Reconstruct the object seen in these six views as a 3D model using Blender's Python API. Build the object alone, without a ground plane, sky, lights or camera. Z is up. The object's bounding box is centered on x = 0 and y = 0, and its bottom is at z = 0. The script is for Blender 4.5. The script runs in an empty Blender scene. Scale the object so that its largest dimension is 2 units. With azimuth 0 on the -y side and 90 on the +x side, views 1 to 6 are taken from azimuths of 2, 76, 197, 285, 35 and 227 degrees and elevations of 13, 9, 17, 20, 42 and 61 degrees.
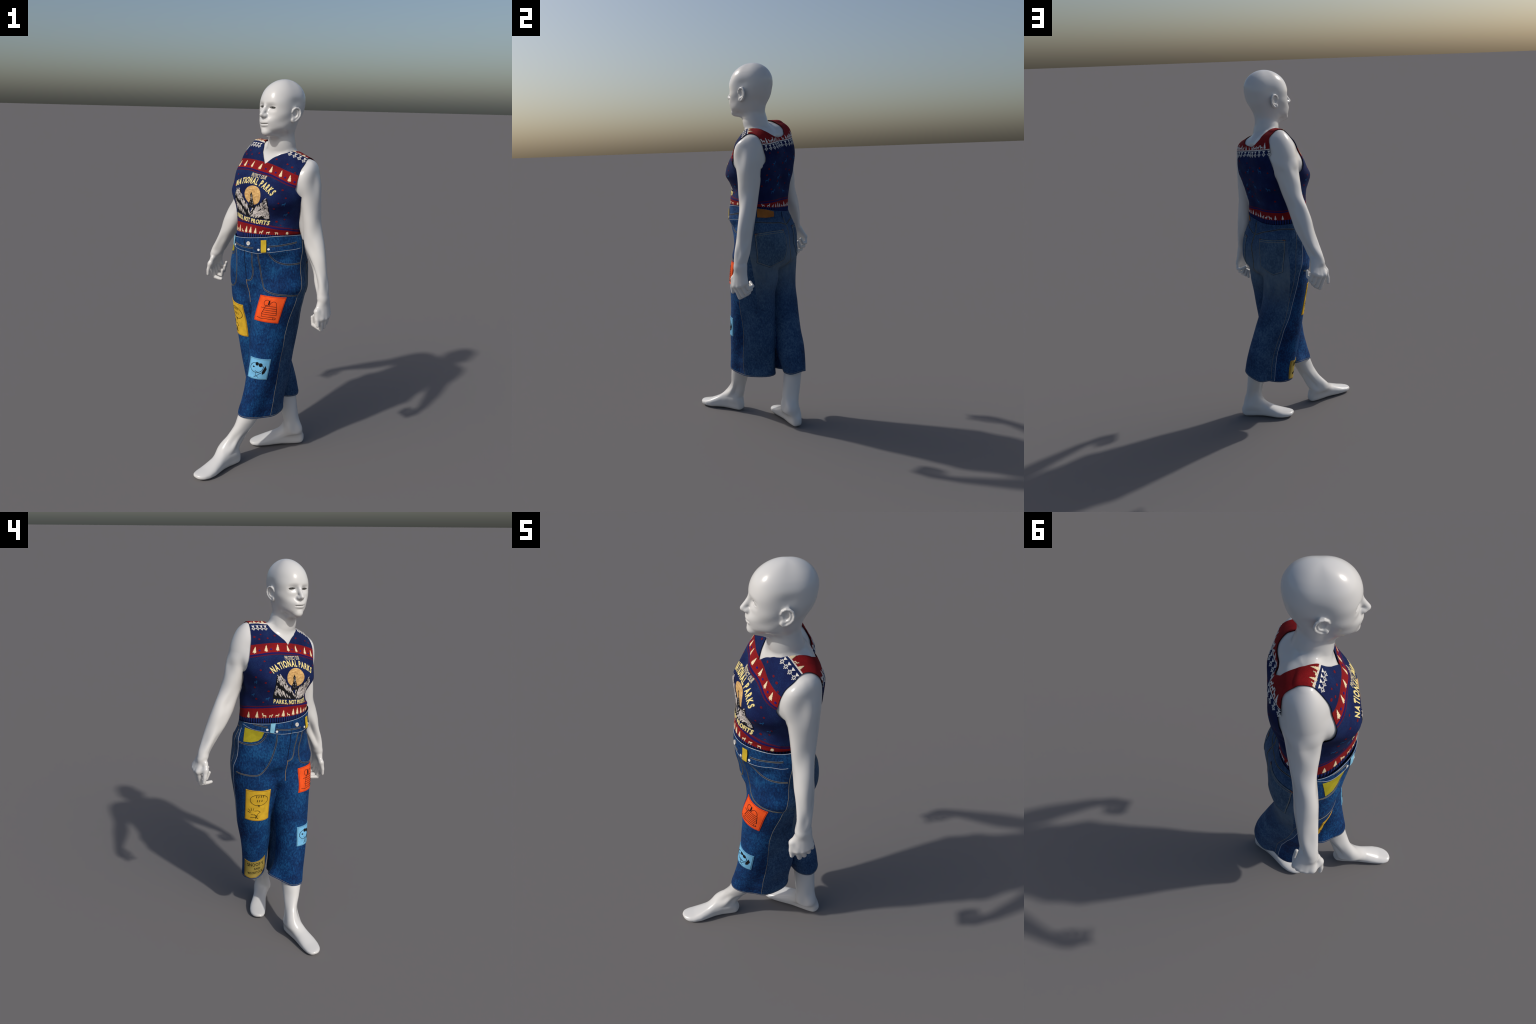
import bpy, bmesh, math, random
import numpy as np
from mathutils import Vector, Matrix
from mathutils.bvhtree import BVHTree

random.seed(7)
rng = np.random.default_rng(7)
# ------------------------------------------------------------------ frame
# Everything is modelled in the mannequin's own frame: +x its left, +y its back, +z up.
# The root empty turns it 45 degrees about z into the scene.
TURN = math.radians(-45.0)

# ------------------------------------------------------------------ section tables
# Each limb is a tube through horizontal sections:
# (height, centre x, centre y, mean radius, then cos/sin weights of the 2nd, 3rd, 4th (and 5th, 6th) harmonic)
TORSO = [
 (1.170, 0.0128, -0.0114, 0.1689, 0.0178, -0.0026, -0.0023, 0.0026, 0.0015, -0.0011, -0.0001, 0.0000, -0.0003, -0.0004),
 (1.210, 0.0132, -0.0092, 0.1669, 0.0176, -0.0012, -0.0039, 0.0065, 0.0005, -0.0018, -0.0005, -0.0005, 0.0006, -0.0007),
 (1.250, 0.0134, -0.0084, 0.1647, 0.0172, -0.0004, -0.0037, 0.0089, -0.0003, -0.0012, -0.0002, -0.0012, 0.0011, 0.0000),
 (1.290, 0.0126, -0.0056, 0.1634, 0.0168, 0.0007, -0.0020, 0.0102, -0.0004, -0.0003, 0.0007, -0.0001, 0.0012, 0.0005),
 (1.330, 0.0136, 0.0000, 0.1653, 0.0160, 0.0039, 0.0003, 0.0107, -0.0013, 0.0012, 0.0022, -0.0009, 0.0008, -0.0000),
 (1.370, 0.0220, 0.0030, 0.1705, 0.0171, 0.0049, 0.0041, 0.0033, -0.0050, 0.0026, -0.0001, -0.0039, 0.0006, 0.0011),
 (1.410, 0.0260, 0.0063, 0.1830, 0.0224, 0.0022, 0.0044, 0.0024, -0.0091, 0.0002, 0.0001, 0.0013, -0.0005, 0.0005),
 (1.450, 0.0267, 0.0113, 0.1907, 0.0270, 0.0066, 0.0060, 0.0041, -0.0074, 0.0023, 0.0012, 0.0026, -0.0005, -0.0005),
 (1.490, 0.0214, 0.0203, 0.1910, 0.0348, 0.0075, 0.0042, 0.0063, -0.0005, 0.0013, 0.0012, 0.0013, -0.0016, 0.0009),
 (1.540, 0.0121, 0.0348, 0.1806, 0.0470, 0.0081, 0.0028, 0.0052, 0.0058, 0.0017, 0.0037, -0.0022, 0.0014, -0.0022),
 (1.590, 0.0074, 0.0407, 0.1580, 0.0510, 0.0040, 0.0080, 0.0061, 0.0062, 0.0040, -0.0016, -0.0032, -0.0010, -0.0020),
 (1.630, -0.0050, 0.0434, 0.1320, 0.0450, 0.0030, 0.0030, 0.0, 0.0060, 0.0, 0.0, 0.0, 0.0, 0.0),
 (1.665, -0.0250, 0.0400, 0.0900, 0.0400, 0.0, 0.0, 0.0, 0.006, 0.0, 0.0, 0.0, 0.0, 0.0),
 (1.690, -0.0500, 0.0400, 0.0500, 0.0300, 0.0, 0.0, 0.0, 0.006, 0.0, 0.0, 0.0, 0.0, 0.0),
]
HIPS = [
 (0.870, 0.0050, 0.0300, 0.0750, 0.0300, 0.0, 0.0, 0.0, 0.0, 0.0, 0.0, 0.0, 0.0, 0.0),
 (0.900, 0.0030, 0.0330, 0.1350, 0.0400, 0.0030, -0.0030, -0.0060, 0.0, 0.0, 0.0, 0.0, 0.0, 0.0),
 (0.930, 0.0000, 0.0340, 0.1660, 0.0380, 0.0040, -0.0040, -0.0090, -0.0014, 0.0040, 0.0, 0.0, 0.0, 0.0),
 (0.970, 0.0074, 0.0257, 0.1881, 0.0397, 0.0057, -0.0016, -0.0042, 0.0052, -0.0012, 0.0008, -0.0059, 0.0011, 0.0016),
 (1.020, 0.0063, 0.0216, 0.1902, 0.0342, 0.0096, -0.0021, 0.0010, 0.0036, -0.0013, 0.0041, -0.0038, 0.0005, 0.0017),
 (1.070, 0.0045, 0.0175, 0.1895, 0.0283, 0.0083, -0.0017, 0.0035, 0.0018, -0.0004, 0.0021, -0.0033, -0.0008, 0.0019),
 (1.120, 0.0055, 0.0084, 0.1854, 0.0266, 0.0042, -0.0036, 0.0085, 0.0040, 0.0024, -0.0001, -0.0010, 0.0009, 0.0034),
 (1.170, 0.0087, -0.0042, 0.1740, 0.0258, 0.0039, 0.0010, 0.0100, 0.0037, 0.0045, 0.0010, 0.0027, 0.0030, 0.0042),
 (1.220, 0.0182, -0.0120, 0.1661, 0.0244, 0.0049, 0.0006, 0.0083, 0.0008, 0.0020, -0.0008, 0.0019, 0.0011, 0.0013),
 (1.260, 0.0200, -0.0060, 0.1640, 0.0200, 0.0010, 0.0, 0.0030, 0.0, 0.0, 0.0, 0.0, 0.0, 0.0),
]
LEG_LEFT = [
 (0.240, 0.0485, -0.0655, 0.1134, -0.0196, 0.0085, -0.0103, -0.0022, 0.0115, 0.0035),
 (0.280, 0.0485, -0.0655, 0.1134, -0.0196, 0.0085, -0.0103, -0.0022, 0.0115, 0.0035),
 (0.360, 0.0686, -0.0575, 0.1041, -0.0267, 0.0031, -0.0001, -0.0034, 0.0090, 0.0029),
 (0.440, 0.0819, -0.0469, 0.1032, -0.0299, 0.0026, 0.0009, -0.0043, 0.0034, 0.0029),
 (0.520, 0.0878, -0.0387, 0.1051, -0.0288, 0.0007, 0.0006, -0.0027, 0.0003, 0.0018),
 (0.600, 0.0914, -0.0316, 0.1081, -0.0240, -0.0002, -0.0006, -0.0035, 0.0003, 0.0003),
 (0.680, 0.0956, -0.0244, 0.1144, -0.0179, 0.0008, -0.0003, -0.0035, 0.0006, -0.0015),
 (0.760, 0.0988, -0.0173, 0.1192, -0.0138, 0.0019, -0.0015, -0.0020, 0.0007, -0.0015),
 (0.840, 0.0990, -0.0065, 0.1267, -0.0133, -0.0014, 0.0003, -0.0016, 0.0007, -0.0006),
 (0.920, 0.1097, 0.0047, 0.1240, -0.0053, 0.0003, -0.0001, -0.0001, 0.0001, -0.0000),
 (1.000, 0.1080, 0.0150, 0.1100, 0.0, 0.0, 0.0, 0.0, 0.0, 0.0),
 (1.080, 0.0950, 0.0180, 0.0900, 0.0, 0.0, 0.0, 0.0, 0.0, 0.0),
]
LEG_RIGHT = [
 (0.240, -0.0372, 0.1286, 0.0925, -0.0208, 0.0430, 0.0042, 0.0072, -0.0025, 0.0020),
 (0.280, -0.0372, 0.1286, 0.0925, -0.0208, 0.0430, 0.0042, 0.0072, -0.0025, 0.0020),
 (0.360, -0.0358, 0.1148, 0.1005, -0.0201, 0.0358, 0.0048, 0.0022, -0.0006, 0.0001),
 (0.440, -0.0436, 0.0968, 0.1070, -0.0174, 0.0272, 0.0031, -0.0011, -0.0010, -0.0003),
 (0.520, -0.0561, 0.0765, 0.1094, -0.0134, 0.0211, -0.0000, 0.0001, -0.0006, -0.0016),
 (0.600, -0.0692, 0.0608, 0.1108, -0.0101, 0.0159, -0.0006, 0.0017, 0.0003, -0.0016),
 (0.680, -0.0794, 0.0457, 0.1120, -0.0057, 0.0111, 0.0005, 0.0005, 0.0002, 0.0000),
 (0.760, -0.0844, 0.0312, 0.1150, -0.0008, 0.0063, -0.0001, -0.0010, -0.0003, 0.0005),
 (0.840, -0.0900, 0.0205, 0.1226, 0.0001, 0.0019, -0.0006, -0.0003, 0.0000, 0.0004),
 (0.920, -0.0982, 0.0195, 0.1246, -0.0003, 0.0017, 0.0001, -0.0001, -0.0000, 0.0000),
 (1.000, -0.0920, 0.0200, 0.1120, 0.0, 0.0, 0.0, 0.0, 0.0, 0.0),
 (1.080, -0.0800, 0.0200, 0.0920, 0.0, 0.0, 0.0, 0.0, 0.0, 0.0),
]
ARM_LEFT = [
 (0.930, 0.3500, 0.0690, 0.0270, -0.002, -0.002, 0.0, 0.0, 0.0, 0.0),
 (0.960, 0.3450, 0.0690, 0.0310, -0.002, -0.002, 0.0, 0.0, 0.0, 0.0),
 (1.020, 0.3293, 0.0756, 0.0347, 0.0011, -0.0030, -0.0016, -0.0024, -0.0021, 0.0027),
 (1.080, 0.3109, 0.0790, 0.0377, 0.0039, -0.0059, -0.0037, -0.0001, 0.0025, 0.0012),
 (1.140, 0.2908, 0.0754, 0.0448, 0.0062, -0.0012, -0.0020, 0.0005, 0.0026, -0.0006),
 (1.200, 0.2712, 0.0736, 0.0471, 0.0072, 0.0018, 0.0007, 0.0008, 0.0, 0.0),
 (1.260, 0.2547, 0.0737, 0.0481, 0.0032, 0.0004, 0.0, 0.0014, -0.0003, 0.0009),
 (1.320, 0.2420, 0.0731, 0.0511, -0.0004, -0.0018, -0.0016, -0.0006, -0.0007, 0.0004),
 (1.380, 0.2340, 0.0732, 0.0553, -0.0022, -0.0028, -0.0013, -0.0004, 0.0, 0.0007),
 (1.440, 0.2284, 0.0725, 0.0595, -0.0049, -0.0051, -0.0006, 0.0021, 0.0006, 0.0008),
 (1.500, 0.2217, 0.0670, 0.0638, -0.0121, -0.0052, 0.0003, 0.0048, 0.0004, 0.0012),
 (1.560, 0.2224, 0.0657, 0.0538, -0.0125, -0.0072, 0.0003, 0.0002, 0.0011, 0.0013),
 (1.605, 0.2250, 0.0667, 0.0350, -0.0074, -0.0072, 0.0007, -0.0024, 0.0013, 0.0005),
]
ARM_RIGHT = [
 (1.035, -0.4160, -0.0010, 0.0270, 0.0, 0.004, 0.0, 0.0, 0.0, 0.0),
 (1.055, -0.4060, 0.0000, 0.0305, 0.0, 0.004, 0.0, 0.0, 0.0, 0.0),
 (1.080, -0.3935, 0.0031, 0.0331, 0.0017, 0.0061, -0.0014, 0.0007, 0.0002, -0.0007),
 (1.140, -0.3569, 0.0124, 0.0386, 0.0015, 0.0023, 0.0, 0.0015, -0.0003, -0.0023),
 (1.200, -0.3191, 0.0190, 0.0475, 0.0043, 0.0018, -0.0019, 0.0011, -0.0010, -0.0012),
 (1.260, -0.2866, 0.0231, 0.0520, 0.0081, 0.0027, -0.0007, -0.0002, -0.0001, 0.0001),
 (1.320, -0.2555, 0.0303, 0.0507, 0.0087, 0.0032, -0.0019, -0.0017, 0.0004, 0.0014),
 (1.380, -0.2254, 0.0384, 0.0519, 0.0034, 0.0021, 0.0, 0.0003, -0.0003, -0.0001),
 (1.440, -0.2049, 0.0424, 0.0539, -0.0024, 0.0042, -0.0004, 0.0014, 0.0001, 0.0002),
 (1.500, -0.1917, 0.0493, 0.0523, -0.0070, 0.0072, -0.0019, 0.0054, 0.0013, -0.0006),
 (1.550, -0.1840, 0.0510, 0.0500, -0.0090, 0.0060, 0.0, 0.003, 0.0, 0.0),
]
SHIN_LEFT = [
 (0.080, -0.002, -0.2380, 0.0400, -0.012, 0.004, 0.0, 0.0, 0.0, 0.0),
 (0.100, 0.0036, -0.2300, 0.0416, -0.0118, 0.0058, 0.0015, -0.0035, 0.0019, -0.0031),
 (0.160, 0.0207, -0.1978, 0.0414, -0.0079, 0.0054, -0.0006, -0.0023, 0.0019, -0.0031),
 (0.220, 0.0417, -0.1673, 0.0480, -0.0046, 0.0022, -0.0009, 0.0015, 0.0006, -0.0006),
 (0.280, 0.0559, -0.1431, 0.0566, -0.0021, 0.0001, 0.0009, 0.0015, 0.0, 0.0001),
 (0.340, 0.0660, -0.1154, 0.0610, 0.0003, -0.0015, 0.0002, 0.0001, 0.0, 0.0),
 (0.460, 0.0780, -0.0700, 0.0600, 0.0, 0.0, 0.0, 0.0, 0.0, 0.0),
]
SHIN_RIGHT = [
 (0.080, 0.0690, 0.1830, 0.0450, -0.002, 0.003, 0.0, 0.0, 0.0, 0.0),
 (0.100, 0.0680, 0.1830, 0.0462, -0.0020, 0.0032, -0.0026, 0.0012, 0.0012, 0.0022),
 (0.160, 0.0549, 0.1783, 0.0426, -0.0055, 0.0, 0.0005, -0.0016, 0.0010, 0.0004),
 (0.220, 0.0354, 0.1768, 0.0466, -0.0045, 0.0005, 0.0009, -0.0009, 0.0004, -0.0004),
 (0.280, 0.0172, 0.1758, 0.0511, -0.0016, 0.0018, 0.0001, 0.0001, -0.0002, -0.0001),
 (0.340, -0.0011, 0.1741, 0.0545, 0.0008, 0.0021, -0.0001, 0.0001, 0.0, 0.0),
 (0.460, -0.0400, 0.1250, 0.0570, 0.0, 0.0, 0.0, 0.0, 0.0, 0.0),
]
HEAD = [
 (1.740, 0.0806, -0.0229, 0.0694, -0.0132, 0.0004, 0.0006, 0.0050, 0.0049, -0.0009),
 (1.770, 0.0809, -0.0195, 0.0824, -0.0111, 0.0000, 0.0003, 0.0010, 0.0016, -0.0010),
 (1.800, 0.0803, -0.0113, 0.0938, -0.0138, -0.0010, 0.0013, -0.0002, 0.0027, 0.0004),
 (1.830, 0.0804, 0.0003, 0.0999, -0.0140, -0.0005, 0.0003, -0.0033, -0.0016, 0.0005),
 (1.860, 0.0809, 0.0056, 0.1044, -0.0156, 0.0000, -0.0001, -0.0014, -0.0014, -0.0001),
 (1.890, 0.0807, 0.0090, 0.1054, -0.0174, -0.0003, -0.0002, -0.0013, -0.0016, 0.0002),
 (1.9200, 0.0815, 0.0126, 0.1016, -0.0166, 0.0, 0.0, -0.0010, 0.0, 0.0),
 (1.9450, 0.0815, 0.0145, 0.0914, -0.0157, 0.0, 0.0, -0.0010, 0.0, 0.0),
 (1.9650, 0.0815, 0.0165, 0.0764, -0.0145, 0.0, 0.0, -0.0010, 0.0, 0.0),
 (1.9800, 0.0815, 0.0180, 0.0593, -0.0122, 0.0, 0.0, -0.0010, 0.0, 0.0),
 (1.9900, 0.0815, 0.0190, 0.0431, -0.0093, 0.0, 0.0, -0.0010, 0.0, 0.0),
 (1.9960, 0.0815, 0.0195, 0.0284, -0.0062, 0.0, 0.0, -0.0010, 0.0, 0.0),
 (2.0005, 0.0815, 0.0195, 0.0000, 0.0000, 0.0, 0.0, 0.0000, 0.0, 0.0),
]
NECK = [
 (1.600, 0.0550, 0.0450, 0.0640, 0.0060, 0.0, 0.0, 0.0, 0.0, 0.0),
 (1.660, 0.0630, 0.0290, 0.0715, 0.0020, 0.0010, 0.0005, -0.0003, 0.0001, -0.0003),
 (1.690, 0.0675, 0.0229, 0.0690, 0.0016, 0.0003, -0.0005, 0.0, -0.0002, -0.0001),
 (1.720, 0.0693, 0.0181, 0.0655, 0.0010, -0.0004, -0.0003, 0.0009, 0.0, 0.0002),
 (1.750, 0.0727, 0.0170, 0.0612, -0.0012, 0.0011, -0.0003, -0.0005, 0.0003, 0.0002),
 (1.780, 0.0742, 0.0185, 0.0604, -0.0023, 0.0003, 0.0, 0.0001, -0.0001, -0.0001),
 (1.830, 0.0760, 0.0200, 0.0580, -0.0023, 0.0003, 0.0, 0.0001, -0.0001, -0.0001),
]

# ------------------------------------------------------------------ distance-field toolkit
def smin(a, b, k):
    h = np.clip(0.5 + 0.5 * (b - a) / k, 0, 1)
    return b + (a - b) * h - k * h * (1 - h)

def smax(a, b, k):
    return -smin(-a, -b, k)

def sections_lut(tab, n=240, crown=None):
    t = np.array(tab, float)
    zk, v = t[:, 0], t[:, 1:]
    if crown:                    # domed top: space the sections by the root of the depth below it
        zk = -np.sqrt(crown - zk)
    m = np.gradient(v, zk, axis=0)
    z = np.linspace(zk[0], zk[-1], n)
    i = np.clip(np.searchsorted(zk, z) - 1, 0, len(zk) - 2)
    h = (zk[i + 1] - zk[i])[:, None]
    s = ((z - zk[i])[:, None]) / h
    q = ((2*s**3 - 3*s**2 + 1) * v[i] + (s**3 - 2*s**2 + s) * h * m[i]
         + (-2*s**3 + 3*s**2) * v[i+1] + (s**3 - s**2) * h * m[i+1])
    return z[0], z[-1], q

class Tube:
    """Limb through horizontal sections; ends closed by rounded caps."""
    def __init__(self, tab, grow=0.0, cap_lo=0.02, cap_hi=0.02, crown=None):
        self.t0, self.t1, self.q = sections_lut(tab, crown=crown)
        self.z0, self.z1, self.crown = tab[0][0], tab[-1][0], crown
        self.grow, self.cl, self.ch = grow, cap_lo, cap_hi
        q = self.q
        R = q[:, 2] + np.abs(q[:, 3:]).sum(1) + abs(grow)
        self.lo = np.array([(q[:, 0] - R).min(), (q[:, 1] - R).min(), self.z0 - 0.02])
        self.hi = np.array([(q[:, 0] + R).max(), (q[:, 1] + R).max(), self.z1 + 0.02])
    def __call__(self, P):
        x, y, z = P[..., 0], P[..., 1], P[..., 2]
        t = z if not self.crown else -np.sqrt(np.maximum(self.crown - z, 0))
        f = np.clip((t - self.t0) / (self.t1 - self.t0), 0, 1) * (len(self.q) - 1)
        i = np.minimum(f.astype(int), len(self.q) - 2)
        w = (f - i)[..., None]
        q = self.q[i] * (1 - w) + self.q[i + 1] * w
        dx, dy = x - q[..., 0], y - q[..., 1]
        rho = np.sqrt(dx*dx + dy*dy) + 1e-9
        c, s = dx / rho, dy / rho
        c2, s2 = c*c - s*s, 2*c*s
        c3, s3 = c2*c - s2*s, s2*c + c2*s
        c4, s4 = c2*c2 - s2*s2, 2*c2*s2
        r = (q[..., 2] + q[..., 3]*c2 + q[..., 4]*s2 + q[..., 5]*c3 + q[..., 6]*s3
             + q[..., 7]*c4 + q[..., 8]*s4)
        if q.shape[-1] > 9:
            r = r + q[..., 9]*(c4*c - s4*s) + q[..., 10]*(s4*c + c4*s) + q[..., 11]*(c3*c3 - s3*s3) + q[..., 12]*2*c3*s3
        d = (rho - r) * 0.93 - self.grow
        if self.crown:
            d = d / np.sqrt(1 + (0.045 / np.maximum(self.crown - z, 0.0008)) ** 2 * 0.25)
        if self.ch is not None:
            d = smax(d, z - self.z1 - self.grow, self.ch)
        else:
            d = np.maximum(d, z - self.z1)
        if self.cl is not None:
            d = smax(d, self.z0 - z - self.grow, self.cl)
        return d

class Capsule:
    def __init__(self, a, b, ra, rb=None):
        self.a, self.b = np.array(a, float), np.array(b, float)
        self.ra, self.rb = ra, ra if rb is None else rb
        R = max(self.ra, self.rb)
        self.lo = np.minimum(self.a, self.b) - R
        self.hi = np.maximum(self.a, self.b) + R
    def __call__(self, P):
        ab = self.b - self.a
        t = np.clip(((P - self.a) @ ab) / (ab @ ab), 0, 1)
        return np.linalg.norm(P - self.a - t[..., None] * ab, axis=-1) - (self.ra + (self.rb - self.ra) * t)

class Chain:
    """Rounded strand through points with given radii."""
    def __init__(self, pts, r):
        r = r if hasattr(r, '__len__') else [r] * len(pts)
        self.links = [Capsule(pts[i], pts[i+1], r[i], r[i+1]) for i in range(len(pts) - 1)]
        self.lo = np.min([c.lo for c in self.links], 0); self.hi = np.max([c.hi for c in self.links], 0)
    def __call__(self, P):
        d = self.links[0](P)
        for c in self.links[1:]:
            d = np.minimum(d, c(P))
        return d

class Ellipsoid:
    def __init__(self, c, r, rot=None):
        self.c, self.r = np.array(c, float), np.array(r, float)
        self.rot = rot
        R = self.r.max()
        self.lo, self.hi = self.c - R, self.c + R
    def __call__(self, P):
        d = P - self.c
        if self.rot is not None:
            d = d @ self.rot
        k0 = np.linalg.norm(d / self.r, axis=-1)
        k1 = np.linalg.norm(d / (self.r**2), axis=-1) + 1e-9
        return k0 * (k0 - 1) / k1

def rot_xyz(ax, ay, az):
    m = (Matrix.Rotation(math.radians(az), 3, 'Z') @ Matrix.Rotation(math.radians(ay), 3, 'Y')
         @ Matrix.Rotation(math.radians(ax), 3, 'X'))
    return np.array(m)

class Foot:
    """Loft from heel to toe: (distance from heel, sideways shift, half width, top, bottom)."""
    TAB = [(-0.002, 0.000, 0.003, 0.040, 0.022), (0.006, 0.000, 0.020, 0.054, 0.008), (0.020, 0.000, 0.029, 0.070, 0.001),
           (0.050, 0.000, 0.033, 0.092, 0.000), (0.090, 0.001, 0.034, 0.106, 0.001),
           (0.130, 0.005, 0.037, 0.096, 0.003), (0.170, 0.010, 0.042, 0.074, 0.002),
           (0.205, 0.014, 0.046, 0.058, 0.000), (0.240, 0.015, 0.046, 0.044, 0.001),
           (0.270, 0.013, 0.041, 0.036, 0.003), (0.290, 0.010, 0.031, 0.031, 0.006), (0.300, 0.007, 0.020, 0.028, 0.010), (0.305, 0.006, 0.006, 0.024, 0.016)]
    def __init__(self, heel, toe, outer):
        h, t = np.array(heel, float), np.array(toe, float)
        self.o = np.array([h[0], h[1], 0.0])
        a = t - h; self.L = np.linalg.norm(a)
        self.a = np.array([a[0], a[1], 0]) / self.L
        self.b = np.array([-self.a[1], self.a[0], 0.0])
        if self.b @ np.array([outer[0], outer[1], 0]) < 0:
            self.b = -self.b
        pts = np.array([h, t])
        self.lo = np.array([pts[:, 0].min() - 0.09, pts[:, 1].min() - 0.09, -0.01])
        self.hi = np.array([pts[:, 0].max() + 0.09, pts[:, 1].max() + 0.09, 0.14])
        t = np.array(self.TAB); k = self.L / 0.304
        t[:, 0] *= k
        m = np.gradient(t[:, 1:], t[:, 0], axis=0)
        s = np.linspace(t[0, 0], t[-1, 0], 200)
        self.s0, self.s1 = s[0], s[-1]
        self.q = np.stack([np.interp(s, t[:, 0], t[:, j]) for j in range(1, 5)], 1)
        ker = np.hanning(19); ker /= ker.sum()
        for j in range(4):
            e = np.pad(self.q[:, j], 9, mode='edge')
            self.q[:, j] = np.convolve(e, ker, 'valid')
    def __call__(self, P):
        d = P - self.o
        a, b, z = d @ self.a, d @ self.b, P[..., 2]
        f = np.clip((a - self.s0) / (self.s1 - self.s0), 0, 1) * 199
        i = np.minimum(f.astype(int), 198); w = (f - i)[..., None]
        q = self.q[i] * (1 - w) + self.q[i + 1] * w
        hh = (q[..., 2] - q[..., 3]) * 0.5
        zc = (q[..., 2] + q[..., 3]) * 0.5
        hw = q[..., 1]
        dz = (z - zc) / hh
        # flatter sole, rounder top
        e = np.where(dz < 0, 3.2, 2.2)
        k = (np.abs((b - q[..., 0]) / hw) ** e + np.abs(dz) ** e) ** (1 / e)
        dd = (k - 1) * np.minimum(hw, hh) * 0.9
        return smax(dd, np.maximum(a - self.s1, self.s0 - a), 0.008)

class Field:
    """Ordered blend of primitives: ('add'|'cut', primitive, blend radius)."""
    def __init__(self, ops):
        self.ops = ops
        adds = [p for o, p, k in ops if o == 'add']
        self.lo = np.min([p.lo for p in adds], 0)
        self.hi = np.max([p.hi for p in adds], 0)
    def at(self, P):
        d = np.full(P.shape[:-1], 0.06)
        for op, p, k in self.ops:
            m = 0.045
            sel = np.all((P >= p.lo - m) & (P <= p.hi + m), axis=-1)
            if not sel.any():
                continue
            e = p(P[sel])
            if op == 'add':
                d[sel] = smin(d[sel], e, k)
            else:
                d[sel] = smax(d[sel], -e, k)
        return d
    def grid(self, h, lo, hi):
        n = np.ceil((hi - lo) / h).astype(int) + 1
        ax = [lo[i] + h * np.arange(n[i]) for i in range(3)]
        D = np.full(n, 0.06, np.float32)
        for op, p, k in self.ops:
            m = 0.045
            sl = []
            for i in range(3):
                a = int(np.clip(np.floor((p.lo[i] - m - lo[i]) / h), 0, n[i]))
                b = int(np.clip(np.ceil((p.hi[i] + m - lo[i]) / h) + 1, 0, n[i]))
                sl.append(slice(a, b))
            if any(s.stop <= s.start for s in sl):
                continue
            G = np.stack(np.meshgrid(*[ax[i][sl[i]] for i in range(3)], indexing='ij'), -1)
            e = p(G)
            cur = D[tuple(sl)]
            D[tuple(sl)] = smin(cur, e, k) if op == 'add' else smax(cur, -e, k)
        return D, lo

def surface_nets(D, lo, h):
    """Quad mesh of the zero surface of a sampled distance field."""
    S = D < 0
    nx, ny, nz = D.shape
    acc = np.zeros((nx-1, ny-1, nz-1, 3), np.float32)
    cnt = np.zeros((nx-1, ny-1, nz-1), np.float32)
    corners = [(i, j, k) for i in (0, 1) for j in (0, 1) for k in (0, 1)]
    cell = lambda A, c: A[c[0]:nx-1+c[0], c[1]:ny-1+c[1], c[2]:nz-1+c[2]]
    nin = sum(cell(S, c).astype(np.int8) for c in corners)
    act = (nin > 0) & (nin < 8)
    ids = np.argwhere(act)
    ci = ids.T
    V = {c: D[ci[0]+c[0], ci[1]+c[1], ci[2]+c[2]] for c in corners}
    pos = np.zeros((len(ids), 3)); n = np.zeros(len(ids))
    for a in corners:
        for ax in range(3):
            if a[ax] == 0:
                b = list(a); b[ax] = 1; b = tuple(b)
                va, vb = V[a], V[b]
                x = (va < 0) != (vb < 0)
                t = np.where(x, va / np.where(x, va - vb, 1), 0)
                p = np.tile(np.array(a, float), (len(ids), 1)); p[:, ax] += t
                pos[x] += p[x]; n += x
    verts = lo + h * (ids + pos / n[:, None])
    index = np.full(act.shape, -1, np.int64)
    index[ci[0], ci[1], ci[2]] = np.arange(len(ids))
    quads = []
    for ax in range(3):
        u, w = (ax + 1) % 3, (ax + 2) % 3
        sl0 = [slice(1, -1)] * 3; sl0[ax] = slice(0, -1)
        sl1 = [slice(1, -1)] * 3; sl1[ax] = slice(1, None)
        A, B = S[tuple(sl0)], S[tuple(sl1)]
        e = np.argwhere(A != B)
        off = np.array([1, 1, 1]); off[ax] = 0
        e0 = e + off
        inside = A[e[:, 0], e[:, 1], e[:, 2]]
        def at(du, dw):
            q = e0.copy(); q[:, u] -= du; q[:, w] -= dw
            return index[q[:, 0], q[:, 1], q[:, 2]]
        a, b, c, d = at(1, 1), at(0, 1), at(0, 0), at(1, 0)
        q = np.stack([a, b, c, d], 1)
        q[~inside] = q[~inside][:, ::-1]
        quads.append(q)
    return verts, np.concatenate(quads)

def settle(field, V, steps=3):
    """Move vertices exactly onto the field's zero surface."""
    e = 0.0006
    for _ in range(steps):
        d = field.at(V)
        g = np.stack([field.at(V + e * np.eye(3)[i]) - field.at(V - e * np.eye(3)[i]) for i in range(3)], -1) / (2 * e)
        n2 = np.maximum((g * g).sum(-1), 0.05)
        V = V - np.clip(d / n2, -0.003, 0.003)[:, None] * g
    return V

def relax(V, Q, it=2, lam=0.5):
    """Even out the quads (Laplacian smoothing)."""
    E = np.concatenate([Q[:, [0, 1]], Q[:, [1, 2]], Q[:, [2, 3]], Q[:, [3, 0]]])
    E = np.concatenate([E, E[:, ::-1]])
    deg = np.bincount(E[:, 0], minlength=len(V)).astype(float)
    for _ in range(it):
        acc = np.stack([np.bincount(E[:, 0], weights=V[E[:, 1], i], minlength=len(V)) for i in range(3)], 1)
        V = V + lam * (acc / np.maximum(deg, 1)[:, None] - V)
    return V

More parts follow.
